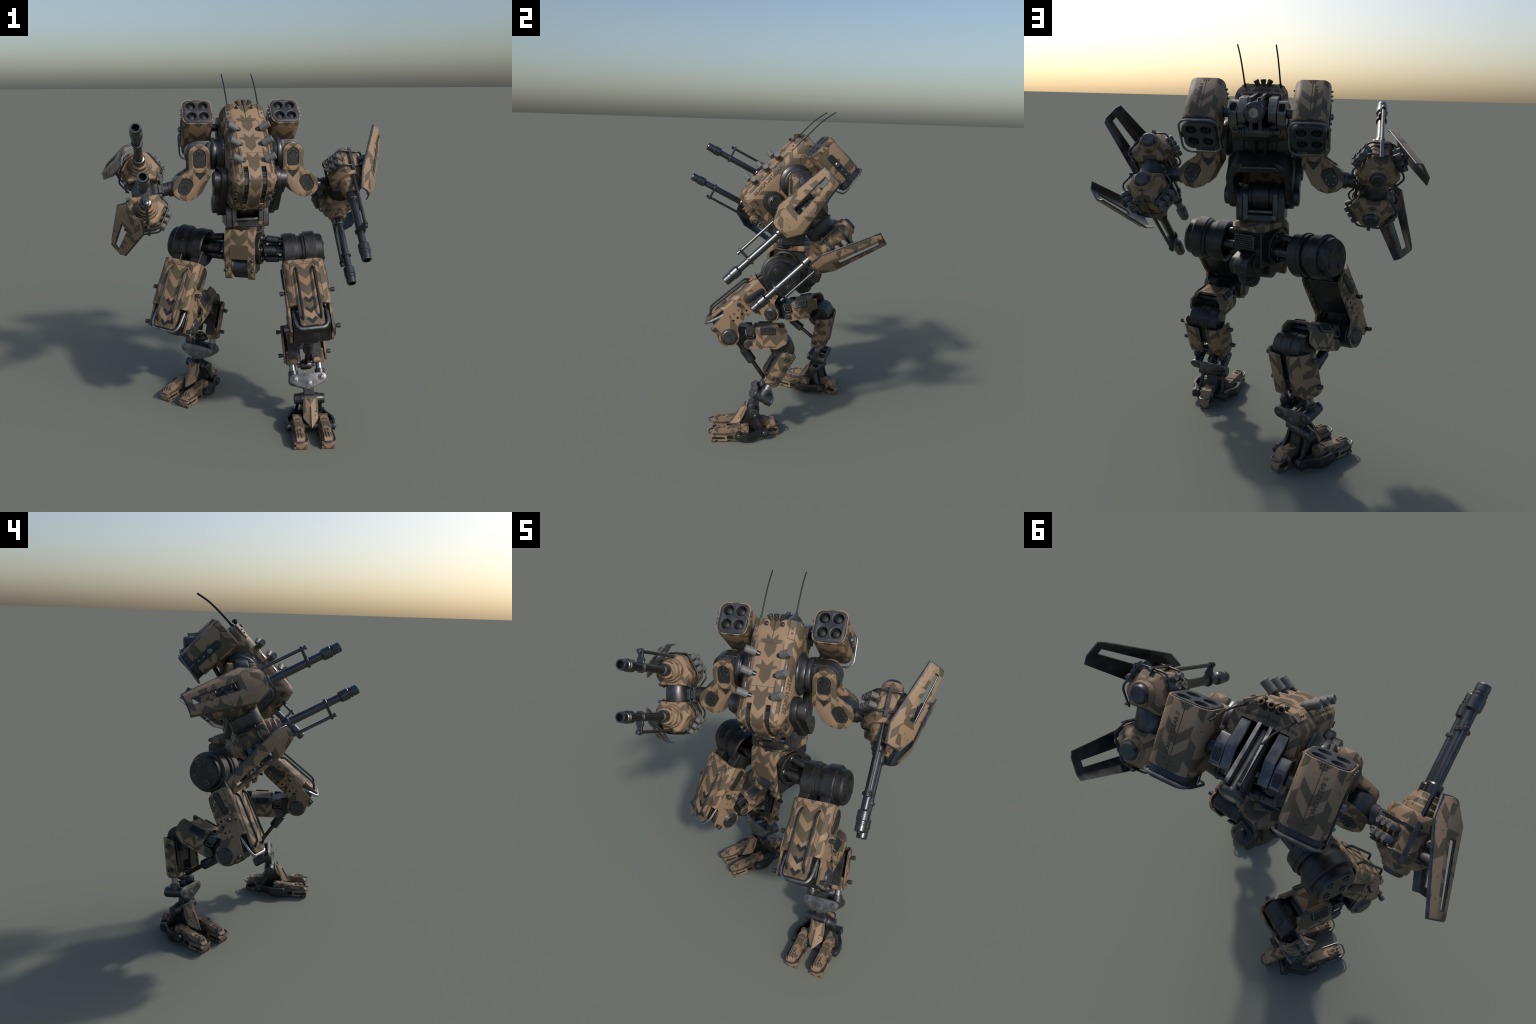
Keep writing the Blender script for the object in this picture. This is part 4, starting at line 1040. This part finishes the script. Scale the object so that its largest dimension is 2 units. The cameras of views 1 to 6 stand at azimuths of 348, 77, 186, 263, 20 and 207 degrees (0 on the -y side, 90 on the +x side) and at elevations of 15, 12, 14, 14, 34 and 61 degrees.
def foot_unit():  # x outward, y forward, z up from the ground
    U = []
    bm = lathe(BM(), [(-.088, .024), (-.086, .029), (-.055, .031), (-.052, .034), (-.034, .034), (-.032, .038), (.032, .038), (.034, .034), (.052, .034), (.055, .031), (.086, .029), (.088, .024), (.088, .014), (.085, .013), (.085, 0)], (0, 0, .173), (1, 0, 0), 28)
    box(bm, (.086, 0, .173), (.004, .022, .006)); box(bm, (-.086, 0, .173), (.004, .022, .006))
    U.append(("foot", mesh(bm, "foot", .001), "gun", [I4]))
    bm = BM()
    prism(bm, [(-.030, .165), (.030, .165), (.070, .085), (.085, .030), (-.060, .030), (-.050, .07)], -.033, .033, 'yzx')
    cyl(bm, (-.125, .089, .046), (.125, .089, .046), .024); cyl(bm, (-.09, -.070, .046), (.09, -.070, .046), .017)
    U.append(("foot_core", mesh(bm, "foot_core", .003), "dark", [I4]))
    # toes: slotted sole block, narrower deck, rear cheek steps
    t = prism(BM(), [(.258, .006), (.260, .034), (.250, .050), (.10, .054), (.06, .052), (.05, .02), (.09, .006), (.13, .006), (.136, .011), (.158, .011), (.164, .006), (.215, .006), (.221, .011), (.236, .011), (.24, .004), (.255, .000)], -.037, .037, 'yzx')
    cut = BM()
    for s in (-1, 1):
        x = s * .037
        box(cut, (x, .2195, .0255), (.018, .086, .015))
        prism(cut, [(.118, .018), (.130, .042), (.162, .042), (.162, .018)], *sorted((x - .012, x + .012)), 'yzx')
    t = boolean(t, cut)
    prism(t, [(.254, .048), (.240, .066), (.226, .077), (.165, .082), (.04, .094), (.030, .090), (.030, .050), (.06, .048), (.2, .048)], -.0225, .0225, 'yzx')
    prism(t, [(.150, .050), (.138, .066), (.060, .074), (.045, .05)], -.031, .031, 'yzx')
    prism(t, [(.110, .070), (.106, .0925), (.082, .0945), (.078, .070)], -.0245, .0245, 'yzx'); prism(t, [(.066, .070), (.062, .0955), (.042, .097), (.038, .070)], -.0245, .0245, 'yzx')
    tm = mesh(t, "toe", .002)
    U.append(("toe", tm, "camo_small", [Matrix.Translation((s * .0765, 0, 0)) for s in (-1, 1)]))
    bm = BM()
    for c in (-.0765, .0765):
        box(bm, (c, .214, .0255), (.066, .076, .0154)); prism(bm, [(.117, .0178), (.129, .0422), (.1622, .0422), (.1622, .0178)], c - .033, c + .033, 'yzx')
    prism(bm, [(-.150, .022), (-.152, .044), (-.105, .050), (-.095, .022)], -.026, .026, 'yzx')
    U.append(("slot_lining", mesh(bm, "slot_lining"), "black", [I4]))
    bm = BM()
    for s in (-1, 1):
        c = s * .0765
        tube(bm, [(c - .030, .150, .050), (c - .038, .165, .052), (c - .038, .250, .054), (c - .022, .273, .055), (c + .022, .273, .055), (c + .038, .250, .054), (c + .038, .165, .052), (c + .030, .150, .050)], .0042, 8, .014)
    tube(bm, [(.024, -.105, .060), (.031, -.12, .062), (.031, -.155, .063), (.016, -.172, .064), (-.016, -.172, .064), (-.031, -.155, .063), (-.031, -.12, .062), (-.024, -.105, .060)], .0042, 8, .012)
    U.append(("toe_bar", mesh(bm, "toe_bar"), "gun", [I4]))
    bm = BM()
    for s in (-1, 1):
        c = s * .0765
        for dx in (-.008, .008): tube(bm, [(c + dx, .244, .064), (c + dx, .234, .080), (c + dx, .222, .0865), (c + dx, .186, .0875), (c + dx, .180, .078)], .003, 6, .01)
        box(bm, (c, .222, .0865), (.019, .006, .005)); box(bm, (c, .186, .0875), (.019, .006, .005))
    U.append(("toe_handle", mesh(bm, "toe_handle"), "camo_small", [I4]))
    h = prism(BM(), [(-.160, .000), (-.165, .030), (-.150, .058), (-.132, .100), (-.030, .102), (.0, .094), (.0, .03), (-.05, .006)], -.029, .029, 'yzx')
    cut = BM()
    for s in (-1, 1): prism(cut, [(-.150, .022), (-.152, .044), (-.105, .050), (-.095, .022)], *sorted((s * .022, s * .04)), 'yzx')
    h = boolean(h, cut)
    U.append(("heel", mesh(h, "heel", .003), "camo_small", [I4]))
    # links and arms
    bm = BM(); R = []
    for s in (-1, 1):
        path = [(.131, .089, .046), (.136, .060, .045), (.132, .020, .042), (.108, -.020, .046), (.096, -.045, .048), (.094, -.070, .047)]
        hw = [.026, .027, .027, .026, .025, .025]
        rows = []
        for (x, y, z), h_ in zip(path, hw):
            rows.append([bm.verts.new((s * (x + dx), y, z + dz)) for dx, dz in ((-.007, -h_), (.007, -h_), (.007, h_), (-.007, h_))])
        for A, B in zip(rows, rows[1:]):
            for i in range(4): bm.faces.new((A[i], B[i], B[(i + 1) % 4], A[(i + 1) % 4]))
        bm.faces.new(rows[0]); bm.faces.new(rows[-1])
        cyl(bm, (s * .124, .089, .046), (s * .138, .089, .046), .026, seg=24); cyl(bm, (s * .082, -.070, .047), (s * .102, -.070, .047), .026, seg=24)
        # arm from the roller down to the rear pin
        path = [(.062, .0, .170), (.066, -.012, .135), (.070, -.035, .090), (.074, -.064, .050)]; hw = [.026, .020, .016, .022]; rows = []
        for (x, y, z), h_ in zip(path, hw): rows.append([bm.verts.new((s * (x + dx), y + dy, z + dy * .5)) for dx, dy in ((-.008, -h_), (.008, -h_), (.008, h_), (-.008, h_))])
        for A, B in zip(rows, rows[1:]):
            for i in range(4): bm.faces.new((A[i], B[i], B[(i + 1) % 4], A[(i + 1) % 4]))
        bm.faces.new(rows[0]); bm.faces.new(rows[-1])
        cyl(bm, (s * .066, -.070, .047), (s * .084, -.070, .047), .023, seg=24)
    U.append(("foot_link", mesh(bm, "foot_link", .003, 2), "dark", [I4]))
    U.append(("link_bolt", ringbolt_mesh(.015), "gun", [at((s * x, y, .0465), (s, 0, 0)) for s in (-1, 1) for x, y in ((.137, .089), (.101, -.070))]))
    # instep guard: keel-shaped plate
    bm = BM(); g = [[(-.040, .050, .200), (0, .058, .206), (.040, .050, .200)], [(-.044, .062, .158), (0, .086, .164), (.044, .062, .158)], [(-.044, .088, .094), (0, .122, .100), (.044, .088, .094)], [(-.010, .134, .070), (0, .145, .066), (.010, .134, .070)]]
    F = [[bm.verts.new(p) for p in r] for r in g]; Bk = [[bm.verts.new((p[0], p[1] - .008, p[2] - .004)) for p in r] for r in g]
    for S, fl in ((F, 0), (Bk, 1)):
        for i in range(3):
            for j in range(2):
                q = (S[i][j], S[i][j + 1], S[i + 1][j + 1], S[i + 1][j]); bm.faces.new(q[::-1] if fl else q)
    lp = [(0, 0), (0, 1), (0, 2), (1, 2), (2, 2), (3, 2), (3, 1), (3, 0), (2, 0), (1, 0)]
    for a, b in zip(lp, lp[1:] + lp[:1]): bm.faces.new((F[a[0]][a[1]], F[b[0]][b[1]], Bk[b[0]][b[1]], Bk[a[0]][a[1]]))
    U.append(("instep_guard", mesh(bm, "instep_guard", .0015, 1, 20), "camo_small", [I4]))
    bm = BM(); tube(bm, [(0, .086, .168), (0, .124, .103), (0, .147, .068)], .0032, 8)
    U.append(("guard_ridge", mesh(bm, "guard_ridge"), "plate", [I4]))
    bm = BM()
    for s in (-1, 1):
        for k in range(3):
            z = .150 - k * .017; y = .0745 + k * .0085; lathe(bm, [(0, .0036), (.0016, .0036), (.0016, 0)], (s * .024, y, z), (s * .45, .8, .35), 10)
    U.append(("guard_hole", mesh(bm, "guard_hole"), "black", [I4]))
    return U

_m0 = materials
def materials():
    _m0()
    MAT["camo_v"] = camo("chevron_camouflage", 1.0, vee=True, seed=9.0)
    MAT["rail"] = plain("rail_black", (0.020, 0.021, 0.024), 0.42, 0.2, 0.3)
    MAT["face"] = metal("dark_painted_face", (0.040, 0.042, 0.050), 0.45, 0.25, glint_tint=(0.20, 0.21, 0.23))
    MAT["mount"] = metal("worn_mount_steel", (0.150, 0.152, 0.158), 0.34, 0.95, glint_tint=(0.4, 0.4, 0.4), glint_tint_amt=0.8)
    MAT["char"] = plain("scorched_metal", (0.050, 0.034, 0.024), 0.55, 0.3, 0.8)
    MAT["camo_gun"] = camo("weapon_camouflage", 1.15, seed=2.4)
    MAT["camo_arm"] = camo("arm_camouflage", 1.1, seed=4.1, share=0.42)
    MAT["camo_panel"] = plain("olive_panel_paint", OLIVE, 0.55, 0.0, 0.2)
build()
bpy.context.view_layer.update()
